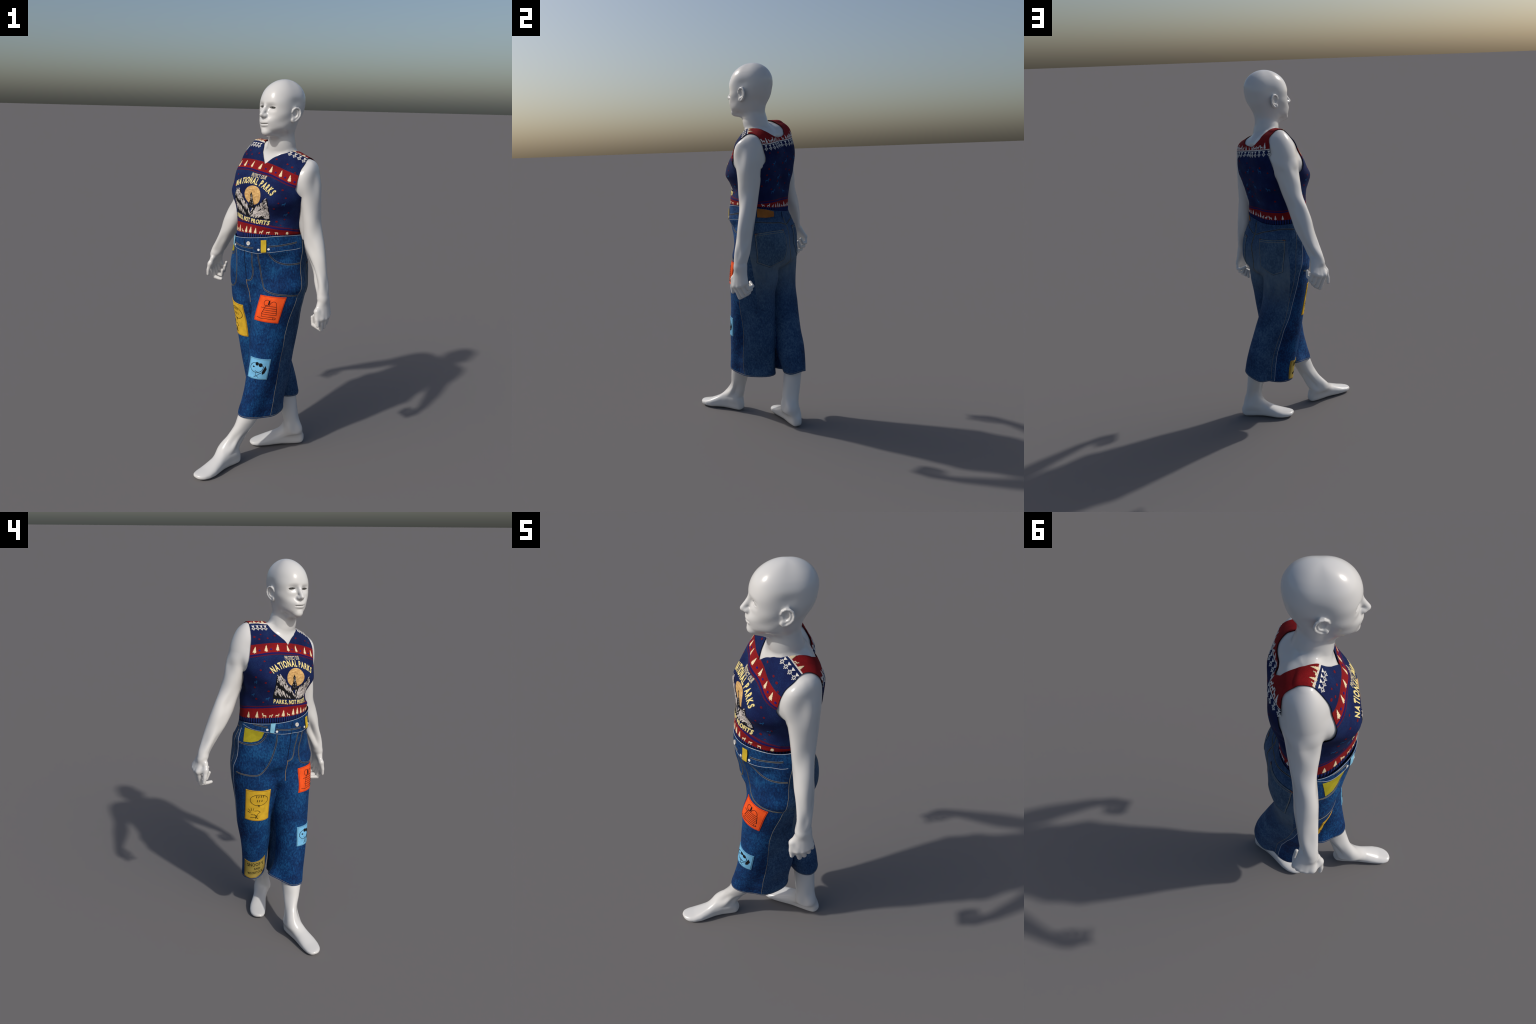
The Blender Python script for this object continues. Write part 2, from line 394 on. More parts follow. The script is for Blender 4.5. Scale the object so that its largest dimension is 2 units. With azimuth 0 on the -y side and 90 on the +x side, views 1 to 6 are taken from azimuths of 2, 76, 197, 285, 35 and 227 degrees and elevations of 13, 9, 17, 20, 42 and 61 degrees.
def build_surface(field, h, lo=None, hi=None):
    lo = field.lo - 0.012 if lo is None else np.array(lo)
    hi = field.hi + 0.012 if hi is None else np.array(hi)
    D, lo = field.grid(h, lo, hi)
    V, Q = surface_nets(D, lo, h)
    V = relax(V, Q, 2)
    V = settle(field, V, 2)
    return V, Q

# ------------------------------------------------------------------ mesh helpers
ROOT = bpy.data.objects.new("dressed_mannequin", None)
bpy.context.scene.collection.objects.link(ROOT)
ROOT.rotation_euler = (0, 0, TURN)
ROOT["label"] = "walking white mannequin in knitted vest and patched denim culottes"
ROOT["category"] = "mannequin"

def add_mesh(name, V, F, mat, parent=None, smooth=True):
    me = bpy.data.meshes.new(name)
    me.from_pydata([tuple(v) for v in V], [], [tuple(int(i) for i in f) for f in F])
    me.update()
    if smooth:
        me.polygons.foreach_set("use_smooth", [True] * len(me.polygons))
    if mat is not None:
        me.materials.append(mat)
    ob = bpy.data.objects.new(name, me)
    bpy.context.scene.collection.objects.link(ob)
    ob.parent = parent or ROOT
    return ob

def vertex_normals(V, F):
    F = np.asarray(F)
    n = np.zeros_like(V)
    if F.shape[1] == 4:
        fn = np.cross(V[F[:, 2]] - V[F[:, 0]], V[F[:, 3]] - V[F[:, 1]])
    else:
        fn = np.cross(V[F[:, 1]] - V[F[:, 0]], V[F[:, 2]] - V[F[:, 0]])
    for j in range(F.shape[1]):
        for i in range(3):
            n[:, i] += np.bincount(F[:, j], weights=fn[:, i], minlength=len(V))
    return n / np.maximum(np.linalg.norm(n, axis=1, keepdims=True), 1e-12)

def split_regions(V, F, labels, mats, parents=None):
    """Cut one smooth surface into named objects that share border vertices and normals."""
    N = vertex_normals(V, F)
    out = {}
    for lab in sorted(set(labels.tolist())):
        name, mat = mats[lab]
        f = F[labels == lab]
        used, inv = np.unique(f, return_inverse=True)
        ob = add_mesh(name, V[used], inv.reshape(f.shape), mat)
        ob.data.normals_split_custom_set_from_vertices([tuple(n) for n in N[used]])
        out[lab] = ob
    return out

def clip_mesh(V, F, g, keep_both=False):
    """Keep the part of a triangle mesh where the per-vertex value g < 0, cutting along g = 0."""
    T = F if F.shape[1] == 3 else np.concatenate([F[:, [0, 1, 2]], F[:, [0, 2, 3]]])
    V = list(map(tuple, V)); cache = {}
    def cut(a, b):
        k = (a, b) if a < b else (b, a)
        if k not in cache:
            t = g[a] / (g[a] - g[b])
            p = tuple(V[a][i] + t * (V[b][i] - V[a][i]) for i in range(3))
            cache[k] = len(V); V.append(p)
        return cache[k]
    s = g < 0
    cnt = s[T].sum(1)
    out = [tuple(t) for t in T[cnt == 3]]; other = [tuple(t) for t in T[cnt == 0]] if keep_both else []
    for t in T[(cnt > 0) & (cnt < 3)]:
        for keep, dst in ((True, out), (False, other)):
            if not keep and not keep_both:
                continue
            poly = []
            for i in range(3):
                a, b = int(t[i]), int(t[(i + 1) % 3])
                if s[a] == keep:
                    poly.append(a)
                if s[a] != s[b]:
                    poly.append(cut(a, b))
            for i in range(1, len(poly) - 1):
                dst.append((poly[0], poly[i], poly[i + 1]))
    F2 = np.array(out + other)
    used, inv = np.unique(F2, return_inverse=True)
    if keep_both:
        return np.array(V)[used], inv.reshape(F2.shape), np.array([0] * len(out) + [1] * len(other))
    return np.array(V)[used], inv.reshape(F2.shape)

# ------------------------------------------------------------------ materials
class X:
    """Shader maths written as expressions: every operation becomes a Math node."""
    nt = None
    def __init__(self, sock): self.s = sock
    @staticmethod
    def op(kind, *a):
        n = X.nt.nodes.new("ShaderNodeMath"); n.operation = kind
        for i, v in enumerate(a):
            if isinstance(v, X): X.nt.links.new(v.s, n.inputs[i])
            else: n.inputs[i].default_value = v
        return X(n.outputs[0])
    def __add__(s, o): return X.op('ADD', s, o)
    __radd__ = __add__
    def __sub__(s, o): return X.op('SUBTRACT', s, o)
    def __rsub__(s, o): return X.op('SUBTRACT', o, s)
    def __mul__(s, o): return X.op('MULTIPLY', s, o)
    __rmul__ = __mul__
    def gt(s, o): return X.op('GREATER_THAN', s, o)
    def lt(s, o): return X.op('LESS_THAN', s, o)
    def abs(s): return X.op('ABSOLUTE', s)
    def __and__(s, o): return X.op('MULTIPLY', s, o)
    def __or__(s, o): return X.op('MAXIMUM', s, o)
    def inv(s): return 1.0 - s

def new_mat(name):
    m = bpy.data.materials.new(name); m.use_nodes = True
    nt = m.node_tree; X.nt = nt
    return m, nt, nt.nodes["Principled BSDF"]

def plain(name, col, rough=0.6, **kw):
    m, nt, b = new_mat(name)
    b.inputs["Base Color"].default_value = (*col, 1)
    b.inputs["Roughness"].default_value = rough
    if rough > 0.55:
        b.inputs["Specular IOR Level"].default_value = 0.15
    for k, v in kw.items():
        b.inputs[k].default_value = v
    return m

def coords(nt, scale=None):
    tc = nt.nodes.new("ShaderNodeTexCoord")
    if scale is None:
        return tc.outputs["Object"]
    mp = nt.nodes.new("ShaderNodeMapping"); mp.inputs["Scale"].default_value = scale
    nt.links.new(tc.outputs["Object"], mp.inputs["Vector"])
    return mp.outputs["Vector"]

def noise(nt, vec, scale, detail=4, rough=0.6):
    n = nt.nodes.new("ShaderNodeTexNoise"); n.inputs["Scale"].default_value = scale
    n.inputs["Detail"].default_value = detail; n.inputs["Roughness"].default_value = rough
    nt.links.new(vec, n.inputs["Vector"])
    return X(n.outputs["Fac"])

def ramp(nt, fac, stops):
    r = nt.nodes.new("ShaderNodeValToRGB")
    nt.links.new(fac.s, r.inputs["Fac"])
    e = r.color_ramp.elements
    while len(e) < len(stops): e.new(0.5)
    for el, (p, c) in zip(e, stops):
        el.position = p; el.color = (*c, 1)
    return r.outputs["Color"]

def mix(nt, fac, a, b):
    n = nt.nodes.new("ShaderNodeMix"); n.data_type = 'RGBA'
    if isinstance(fac, X): nt.links.new(fac.s, n.inputs["Factor"])
    else: n.inputs["Factor"].default_value = fac
    for v, k in ((a, 6), (b, 7)):
        if isinstance(v, tuple): n.inputs[k].default_value = (*v, 1)
        else: nt.links.new(v, n.inputs[k])
    return n.outputs[2]

def bump(nt, b, height, strength, dist):
    n = nt.nodes.new("ShaderNodeBump"); n.inputs["Strength"].default_value = strength; n.inputs["Distance"].default_value = dist
    nt.links.new(height.s, n.inputs["Height"]); nt.links.new(n.outputs["Normal"], b.inputs["Normal"])

def streaked(name, c1, c2, scale, rough):
    m, nt, b = new_mat(name)
    f = noise(nt, coords(nt, (1, 1, 2.2)), scale, 5, 0.7)
    nt.links.new(ramp(nt, f, [(0.38, c2), (0.62, c1)]), b.inputs["Base Color"])
    b.inputs["Roughness"].default_value = rough; b.inputs["Specular IOR Level"].default_value = 0.15
    return m

def cloth(name, col):
    m, nt, b = new_mat(name)
    f = noise(nt, coords(nt), 25, 4, 0.6)
    lo = tuple(c * 0.86 for c in col); hi = tuple(min(1, c * 1.10) for c in col)
    nt.links.new(ramp(nt, f, [(0.35, lo), (0.65, hi)]), b.inputs["Base Color"])
    b.inputs["Roughness"].default_value = 0.85; b.inputs["Specular IOR Level"].default_value = 0.2
    bump(nt, b, noise(nt, coords(nt), 900, 2, 0.5), 0.25, 0.0006)
    return m

def denim(name, dark, mid, light, fade=0.0, fade_col=(0.06, 0.10, 0.17)):
    """Indigo twill: short slanting flecks over soft wear clouds."""
    m, nt, b = new_mat(name)
    fleck = noise(nt, coords(nt, (1.3, 1.3, 0.8)), 95, 5, 0.75)
    cloud = noise(nt, coords(nt), 9, 4, 0.6)
    f = fleck * 0.75 + cloud * 0.42
    col = ramp(nt, f, [(0.42, dark), (0.58, mid), (0.74, light)])
    if fade:
        # worn seat: paler round the middle of each back pocket, in patches
        sx = nt.nodes.new("ShaderNodeSeparateXYZ"); nt.links.new(coords(nt), sx.inputs[0])
        z = X(sx.outputs[2]); y = X(sx.outputs[1])
        w = (z - 0.93) * (1 / 0.14)
        g = X.op('EXPONENT', (w * w) * -1.0) * y.gt(0.06)
        col = mix(nt, g * noise(nt, coords(nt, (1, 1, 0.5)), 34, 4, 0.7) * fade, col, fade_col)
    nt.links.new(col, b.inputs["Base Color"])
    b.inputs["Roughness"].default_value = 0.82; b.inputs["Specular IOR Level"].default_value = 0.2
    bump(nt, b, fleck, 0.45, 0.0018)
    return m

def knit():
    """Jacquard vest: red bands and yoke, white lines, ribbed hem, on speckled navy."""
    m, nt, b = new_mat("jacquard_knit")
    sx = nt.nodes.new("ShaderNodeSeparateXYZ"); nt.links.new(coords(nt), sx.inputs[0])
    x, y, z = X(sx.outputs[0]), X(sx.outputs[1]), X(sx.outputs[2])
    q = lambda c: x * c[1] + (x * x) * c[2] + c[0]
    wob = (noise(nt, coords(nt), 160, 2, 0.5) - 0.5) * 0.0022
    zz = z + wob
    front = y.lt(0.02)
    speck = noise(nt, coords(nt), 420, 3, 0.75)
    patchy = noise(nt, coords(nt), 14, 3, 0.6)
    navy = ramp(nt, speck * 0.7 + patchy * 0.4, [(0.42, (0.0030, 0.0060, 0.045)), (0.58, (0.0045, 0.0125, 0.072)), (0.74, (0.012, 0.040, 0.125))])
    red = ramp(nt, speck * 0.6 + patchy * 0.4, [(0.38, (0.14, 0.003, 0.005)), (0.62, (0.27, 0.007, 0.010))])
    # chest band with two thin lines under it
    top, bot = q(CHEST_TOP), q(CHEST_BOT)
    chest = (zz.lt(top) & zz.gt(bot)) & front
    line1 = ((zz - bot + 0.0095).abs().lt(0.0022)) & front
    edge1 = ((zz - bot + 0.0035).abs().lt(0.0035)) & front
    # hem band, front and back curves meet at the sides
    s = X.op('SMOOTH_MIN', X.op('SMOOTH_MAX', (y + 0.03) * 11.0, 0.0, 0.1), 1.0, 0.1)
    ltop = q(LOW_TOP) * s.inv() + q(BACK_TOP) * s
    lbot = q(LOW_BOT) * s.inv() + q(BACK_BOT) * s
    low = zz.lt(ltop) & zz.gt(lbot)
    line2 = (zz - ltop - 0.010).abs().lt(0.0024)
    edge2 = (zz - ltop - 0.004).abs().lt(0.0036)
    # red yoke over the shoulders, bordered by white lines
    xl = x.gt(0.05)
    yl = ((x - 0.13) * 0.5 + 0.018) * xl + ((x + 0.038) * -0.2 + 0.003) * xl.inv()
    back_line = q(BACK_LINE)
    yoke = (y + wob).gt(yl) & zz.gt(back_line)
    wl1 = ((y + wob - yl).abs().lt(0.0028)) & z.gt(1.59)
    wl2 = ((zz - back_line).abs().lt(0.0024)) & y.gt(0.07)
    # ribbed hem
    ribz = zz.lt(lbot)
    a = X.op('ARCTAN2', y + 0.005, x - 0.012)
    rib = X.op('COSINE', a * 84.0).gt(0.1)
    col = navy
    col = mix(nt, edge1 | edge2, col, (0.008, 0.006, 0.085))
    col = mix(nt, line1 | line2, col, (0.085, 0.005, 0.020))
    col = mix(nt, chest | low, col, red)
    col = mix(nt, yoke, col, red)
    col = mix(nt, wl1 | wl2, col, (0.62, 0.58, 0.54))
    ribcol = mix(nt, rib, (0.0020, 0.0030, 0.020), (0.008, 0.022, 0.14))
    col = mix(nt, ribz, col, ribcol)
    nt.links.new(col, b.inputs["Base Color"])
    b.inputs["Roughness"].default_value = 0.9; b.inputs["Specular IOR Level"].default_value = 0.18
    bump(nt, b, speck, 0.4, 0.0012)
    return m

CHEST_TOP, CHEST_BOT = (1.6066, -0.0905, -0.7023), (1.5648, -0.0963, -0.8102)
LOW_TOP, LOW_BOT = (1.3017, -0.0071, -0.7255), (1.2523, 0.0553, -0.2956)
BACK_LINE, BACK_TOP, BACK_BOT = (1.5906, -0.1183, 0.0851), (1.2660, -0.0278, -0.1002), (1.2284, 0.0435, 0.2963)

SHELL = plain("glossy_white_shell", (0.62, 0.615, 0.605), 0.22)
EYE_FILL_MAT = plain("dark_eye_fill", (0.10, 0.10, 0.095), 0.6)
VEST_MAT = knit()
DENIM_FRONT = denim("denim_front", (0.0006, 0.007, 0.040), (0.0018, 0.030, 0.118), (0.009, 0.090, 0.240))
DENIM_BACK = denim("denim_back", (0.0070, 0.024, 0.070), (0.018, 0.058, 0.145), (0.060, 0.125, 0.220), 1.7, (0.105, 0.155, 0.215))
DENIM_POCKET = denim("denim_pocket", (0.018, 0.045, 0.095), (0.045, 0.090, 0.160), (0.095, 0.155, 0.225))

# ------------------------------------------------------------------ body
def hand_ops(wrist, mcp, pip, dip, tip, thumb, palm_r=0.0155):
    ops = []
    for i in range(4):
        ops.append(('add', Capsule(wrist[i], mcp[i], palm_r - 0.001, palm_r - 0.0025), 0.020))
    for i in range(4):
        r = [0.0125, 0.0110, 0.0094, 0.0084] if i < 3 else [0.0115, 0.0098, 0.0084, 0.0074]
        ops.append(('add', Chain([mcp[i], pip[i], dip[i], tip[i]], r), 0.004))
    ops.append(('add', Chain(thumb, [0.0125, 0.0135, 0.0108, 0.0088]), 0.016))
    ops.append(('add', Capsule(thumb[1], mcp[0], 0.0115, 0.0105), 0.014))
    return ops

LEFT_HAND = hand_ops(
    wrist=[(0.350, 0.055, 0.945), (0.350, 0.066, 0.945), (0.349, 0.077, 0.945), (0.346, 0.086, 0.945)],
    mcp=[(0.363, 0.044, 0.850), (0.367, 0.066, 0.848), (0.364, 0.087, 0.855), (0.356, 0.105, 0.867)],
    pip=[(0.350, 0.060, 0.786), (0.350, 0.080, 0.797), (0.348, 0.098, 0.814), (0.344, 0.113, 0.834)],
    dip=[(0.287, 0.070, 0.793), (0.297, 0.086, 0.804), (0.300, 0.100, 0.822), (0.303, 0.113, 0.842)],
    tip=[(0.281, 0.070, 0.832), (0.284, 0.080, 0.838), (0.289, 0.092, 0.852), (0.284, 0.086, 0.858)],
    thumb=[(0.347, 0.045, 0.915), (0.349, 0.026, 0.885), (0.357, 0.021, 0.845), (0.360, 0.024, 0.815)])
RIGHT_HAND = hand_ops(
    wrist=[(-0.404, -0.012, 1.052), (-0.407, 0.000, 1.052), (-0.406, 0.012, 1.054), (-0.402, 0.022, 1.056)],
    mcp=[(-0.440, -0.016, 0.985), (-0.443, 0.008, 0.985), (-0.441, 0.030, 0.993), (-0.432, 0.047, 1.004)],
    pip=[(-0.421, 0.000, 0.911), (-0.424, 0.020, 0.926), (-0.424, 0.038, 0.946), (-0.423, 0.053, 0.968)],
    dip=[(-0.380, 0.001, 0.908), (-0.380, 0.018, 0.925), (-0.381, 0.036, 0.948), (-0.388, 0.052, 0.972)],
    tip=[(-0.362, 0.000, 0.910), (-0.366, 0.012, 0.958), (-0.366, 0.030, 0.982), (-0.374, 0.046, 0.998)],
    thumb=[(-0.405, -0.030, 1.025), (-0.411, -0.042, 0.995), (-0.420, -0.048, 0.958), (-0.424, -0.047, 0.933)])

HX = 0.081                       # the face's mirror plane
EYE_Z = {1: 1.8640, -1: 1.8680}     # the head leans a little
def face_ops():
    ops = []
    A = lambda p, k: ops.append(('add', p, k))
    C = lambda p, k: ops.append(('cut', p, k))
    for s in (-1, 1):
        ez = EYE_Z[s]
        C(Ellipsoid((HX + s*0.034, -0.1180, ez), (0.030, 0.0215, 0.0130), rot_xyz(0, 0, s*14)), 0.020)        # socket
        A(Ellipsoid((HX + s*0.0365, -0.0760, ez - 0.001), (0.022, 0.0205, 0.0135)), 0.006)                    # lids
        C(Ellipsoid((HX + s*0.0365, -0.0930, ez), (0.0175, 0.0180, 0.0052), rot_xyz(0, s*3, 0)), 0.0012)      # slit
    A(Capsule((HX, -0.1035, 1.870), (HX, -0.1300, 1.8310), 0.0080, 0.0108), 0.014)                            # nose
    for s in (-1, 1):
        A(Ellipsoid((HX + s*0.0110, -0.1150, 1.8255), (0.0080, 0.0130, 0.0085)), 0.010)
        C(Ellipsoid((HX + s*0.0068, -0.1215, 1.8155), (0.0038, 0.0065, 0.0045)), 0.003)
    A(Ellipsoid((HX, -0.1095, 1.7960), (0.026, 0.0125, 0.0060)), 0.006)                                       # lips
    A(Ellipsoid((HX, -0.1085, 1.7810), (0.022, 0.0125, 0.0065)), 0.006)
    C(Ellipsoid((HX, -0.1175, 1.7885), (0.030, 0.0120, 0.0014)), 0.0018)
    C(Ellipsoid((HX, -0.1240, 1.7685), (0.019, 0.0085, 0.0045)), 0.006)
    A(Ellipsoid((HX, -0.0960, 1.7470), (0.022, 0.0200, 0.0150)), 0.016)                                       # chin
    A(Ellipsoid((HX, -0.052, 1.7320), (0.030, 0.040, 0.0120), rot_xyz(-10, 0, 0)), 0.02)
    return ops

def ear_ops():
    """Helix rim as a chain of capsules round a shallow bowl; (y, z, outward) along the rim."""
    rim = [(-0.013, 0.008, 0.000), (-0.009, 0.020, 0.005), (0.002, 0.028, 0.009), (0.015, 0.0275, 0.0125), (0.025, 0.020, 0.0150),
           (0.030, 0.006, 0.0160), (0.0275, -0.010, 0.0140), (0.019, -0.023, 0.0100), (0.007, -0.033, 0.0050), (-0.005, -0.037, 0.0010), (-0.010, -0.030, -0.001)]
    inner = [(0.014, 0.016, 0.009), (0.020, 0.004, 0.0105), (0.016, -0.012, 0.0085), (0.004, -0.021, 0.004)]
    ops = []
    for s, x0, z0 in ((1, 0.1680, 1.8370), (-1, -0.0060, 1.8430)):
        P = lambda q: (x0 + s * q[2], q[0], z0 + q[1])
        ops.append(('add', Ellipsoid((x0 + s*0.0025, 0.008, z0 - 0.003), (0.0060, 0.0235, 0.0340), rot_xyz(0, 0, -s*22)), 0.008))
        ops.append(('add', Chain([P(a) for a in rim], 0.0042), 0.004))
        ops.append(('cut', Ellipsoid(P((0.004, 0.000, 0.0085)), (0.0075, 0.0120, 0.0185), rot_xyz(0, 0, -s*22)), 0.003))
        ops.append(('add', Chain([P(a) for a in inner], 0.0030), 0.003))
        ops.append(('add', Ellipsoid(P((-0.006, -0.028, 0.001)), (0.005, 0.008, 0.009)), 0.006))
    return ops

def shoulders(grow):
    # ridge from the neck out over each collar bone; the figure leans, so its left shoulder hangs lower
    c = lambda a, b, r: ('add', Capsule(a, b, r + grow, r + grow), 0.03)
    return [c((-0.040, 0.030, 1.664), (-0.114, 0.046, 1.668), 0.037),          # right: ridge, front, back
            c((0.030, -0.010, 1.590), (-0.112, 0.008, 1.610), 0.048),
            c((-0.040, 0.078, 1.630), (-0.122, 0.076, 1.634), 0.050),
            c((0.140, 0.030, 1.622), (0.218, 0.072, 1.586), 0.035),            # left
            c((0.070, 0.000, 1.584), (0.190, 0.036, 1.545), 0.048),
            c((0.125, 0.082, 1.600), (0.195, 0.088, 1.572), 0.050)]

body_ops = [('add', Tube(TORSO, grow=-0.007), 0.01)] + shoulders(-0.006) + [
            ('add', Tube(NECK, cap_lo=0.03), 0.028),
            ('add', Tube(HEAD, cap_lo=0.030, cap_hi=None, crown=2.0005), 0.022)]
body_ops += face_ops() + ear_ops()
body_ops += [('add', Tube(ARM_LEFT, cap_hi=0.04, cap_lo=0.02), 0.018), ('add', Ellipsoid((-0.160, 0.044, 1.585), (0.053, 0.062, 0.112), rot_xyz(0, 20, 0)), 0.02), ('add', Tube(ARM_RIGHT, cap_hi=0.04, cap_lo=0.02), 0.02)]
body_ops += LEFT_HAND + RIGHT_HAND
BODY = Field(body_ops)

def body_labels(c):
    x, y, z = c[:, 0], c[:, 1], c[:, 2]
    lab = np.full(len(c), 'torso', dtype=object)
    lab[(z > 1.70 - 0.25*(y - 0.02)) & (np.abs(x - 0.07) < 0.13)] = 'neck'
    lab[(z > 1.735 + 0.45*(y + 0.10)) & (np.abs(x - 0.08) < 0.16) & (z > 1.72)] = 'head'
    ear = (z > 1.79) & (z < 1.88) & (np.abs(y - 0.006) < 0.032) & ((x > 0.1665) | (x < -0.0055))
    lab[ear & (x > 0)] = 'ear_left'; lab[ear & (x < 0)] = 'ear_right'
    al = (x > 0.20 + np.maximum(0, 1.5 - z) * 0.12 - np.maximum(0, 1.35 - z) * 0.04) & (z < 1.66)
    ar = (x < -0.155 - np.maximum(0, 1.55 - z) * 0.30) & (z < 1.72)
    lab[al] = 'arm_left'; lab[ar] = 'arm_right'
    lab[al & (z < 0.955)] = 'hand_left'
    lab[ar & (z < 1.062)] = 'hand_right'
    return lab

for sgn in (-1, 1):  # added dark ellipsoids that darken the open eye slits, not real eyeballs
    eye_fill_mesh = bmesh.new()
    bmesh.ops.create_uvsphere(eye_fill_mesh, u_segments=24, v_segments=16, radius=1.0)
    me = bpy.data.meshes.new("eye"); eye_fill_mesh.to_mesh(me); eye_fill_mesh.free()
    me.polygons.foreach_set("use_smooth", [True] * len(me.polygons)); me.materials.append(EYE_FILL_MAT)
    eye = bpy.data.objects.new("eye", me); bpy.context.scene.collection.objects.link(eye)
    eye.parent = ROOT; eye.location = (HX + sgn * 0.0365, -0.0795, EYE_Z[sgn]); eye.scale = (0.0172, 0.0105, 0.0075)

FEET = [(Tube(SHIN_LEFT, cap_lo=0.02), Foot((0.013, -0.168), (0.004, -0.468), (1, 0))),
        (Tube(SHIN_RIGHT, cap_lo=0.02), Foot((0.090, 0.250), (-0.070, -0.016), (-1, 0)))]
for shin, foot in FEET:
    fld = Field([('add', foot, 0.01), ('add', shin, 0.05)])
    v, q = build_surface(fld, 0.0026, lo=fld.lo - 0.012)
    zc = v[q].mean(1)[:, 2]
    lb = np.where(zc < 0.11, 'foot', 'leg').astype(object)
    split_regions(v, q, lb, {'foot': ('foot', SHELL), 'leg': ('leg', SHELL)})

# ------------------------------------------------------------------ vest and culottes: cloth surfaces
def sstep(x, a, b):
    t = np.clip((x - a) / (b - a), 0, 1)
    return t * t * (3 - 2 * t)

VESTF = Field([('add', Tube(TORSO, cap_hi=0.02, cap_lo=None), 0.01)] + shoulders(0.0))
PANTS = Field([('add', Tube(LEG_LEFT, cap_lo=None, cap_hi=0.03), 0.012), ('add', Tube(LEG_RIGHT, cap_lo=None, cap_hi=0.03), 0.010),
               ('add', Tube(HIPS, cap_hi=None, cap_lo=0.03), 0.030),
               ('add', Capsule((0.015, -0.076, 1.010), (0.016, -0.062, 0.905), 0.057), 0.030),
               ('add', Tube([(1.120, 0.0100, -0.0050, 0.1500) + (0.02,) + (0.0,) * 9] + [r for r in TORSO if r[0] < 1.30], grow=0.0005, cap_lo=0.02, cap_hi=None), 0.012)])
LEGL, LEGR = Tube(LEG_LEFT), Tube(LEG_RIGHT)

def neck_hole(P):
    """> 0 inside the neckline: a V in front, straight shoulder sides, a scoop at the back."""
    x, y, z = P.T
    ys = [-0.090, -0.071, -0.056, -0.036, -0.002, 0.025, 0.050, 0.106, 0.16]
    right = np.interp(y, ys, [0.075, 0.045, 0.020, -0.006, -0.033, -0.042, -0.050, -0.053, -0.052])
    left = np.interp(y, ys, [0.015, 0.045, 0.069, 0.102, 0.131, 0.136, 0.138, 0.134, 0.132])
    side = np.minimum(x - right, left - x)
    back = np.interp(x, [-0.09, -0.052, -0.030, 0.0, 0.035, 0.080, 0.107, 0.135, 0.17], [1.70, 1.652, 1.626, 1.611, 1.605, 1.612, 1.622, 1.644, 1.69])
    b = (z - back) + 3.0 * np.maximum(0, 0.10 - y)
    top = np.where(z > 1.57, 0.0, -1.0)
    return np.minimum(np.minimum(side, b), 1.0 + top * 2)

def arm_hole(P):
    """> 0 inside either armhole: rounded in height, cut off at a sideways limit that differs front to back."""
    x, y, z = P.T
    t = sstep(y, 0.02, 0.10)
    fl = np.interp(z, [1.44, 1.466, 1.50, 1.56, 1.594, 1.62], [0.222, 0.226, 0.230, 0.232, 0.230, 0.224])
    bl = np.interp(z, [1.44, 1.47, 1.506, 1.54, 1.575, 1.604], [0.186, 0.187, 0.186, 0.191, 0.203, 0.206])
    kl = (np.abs((y - 0.058) / 0.100) ** 2.6 + np.abs((z - 1.537) / 0.104) ** 2.6) ** (1 / 2.6)
    l = np.minimum((1 - kl) * 0.09, x - (fl * (1 - t) + bl * t))
    fr = np.interp(z, [1.44, 1.483, 1.519, 1.552, 1.587, 1.628, 1.666, 1.70], [0.182, 0.184, 0.180, 0.170, 0.158, 0.147, 0.136, 0.128])
    br = np.interp(z, [1.44, 1.478, 1.536, 1.594, 1.633, 1.669, 1.70], [0.118, 0.128, 0.150, 0.156, 0.150, 0.132, 0.124])
    yc = 0.029 + 0.10 * (z - 1.572)
    kr = (np.abs((y - yc) / 0.102) ** 2.6 + np.abs((z - 1.582) / 0.140) ** 2.6) ** (1 / 2.6)
    r = np.minimum((1 - kr) * 0.09, -x - (fr * (1 - t) + br * t))
    return np.maximum(l, r)

def waist_height(P):
    x, y = P[:, 0], P[:, 1]
    return 1.216 + 0.11 * x - 0.07 * y + 0.35 * (x - 0.015) ** 2

def hem_height(P):
    x, y = P[:, 0], P[:, 1]
    left = 0.273 + 0.045 * sstep(-x, -0.03, 0.055) + 0.013 * sstep(-y, 0.10, 0.20)
    right = 0.268 + 0.028 * sstep(x, -0.10, 0.04) + 0.012 * sstep(y, 0.19, 0.25)
    return np.where(LEGL(P) < LEGR(P), left, right)

def side_seam(P):
    """Front/back border of the trousers: y of the side seam at each height, per leg."""
    z = P[:, 2]
    l = np.interp(z, [0.28, 0.39, 0.46, 0.55, 0.65, 0.73, 0.80, 0.865, 0.94, 1.016, 1.13, 1.24],
                  [-0.069, -0.063, -0.053, -0.045, -0.045, -0.044, -0.033, -0.014, 0.008, 0.026, 0.031, 0.050])
    r = np.interp(z, [0.28, 0.35, 0.47, 0.60, 0.68, 0.82, 0.947, 1.03, 1.12, 1.22], [0.124, 0.117, 0.105, 0.082, 0.055, 0.029, 0.005, -0.020, -0.022, -0.010])
    return np.where(LEGL(P) < LEGR(P), l, r)
#== STOP DEV

def gradient(field, P, e=0.0008):
    g = np.stack([field.at(P + e * np.eye(3)[i]) - field.at(P - e * np.eye(3)[i]) for i in range(3)], -1)
    return g / np.maximum(np.linalg.norm(g, axis=-1, keepdims=True), 1e-9)

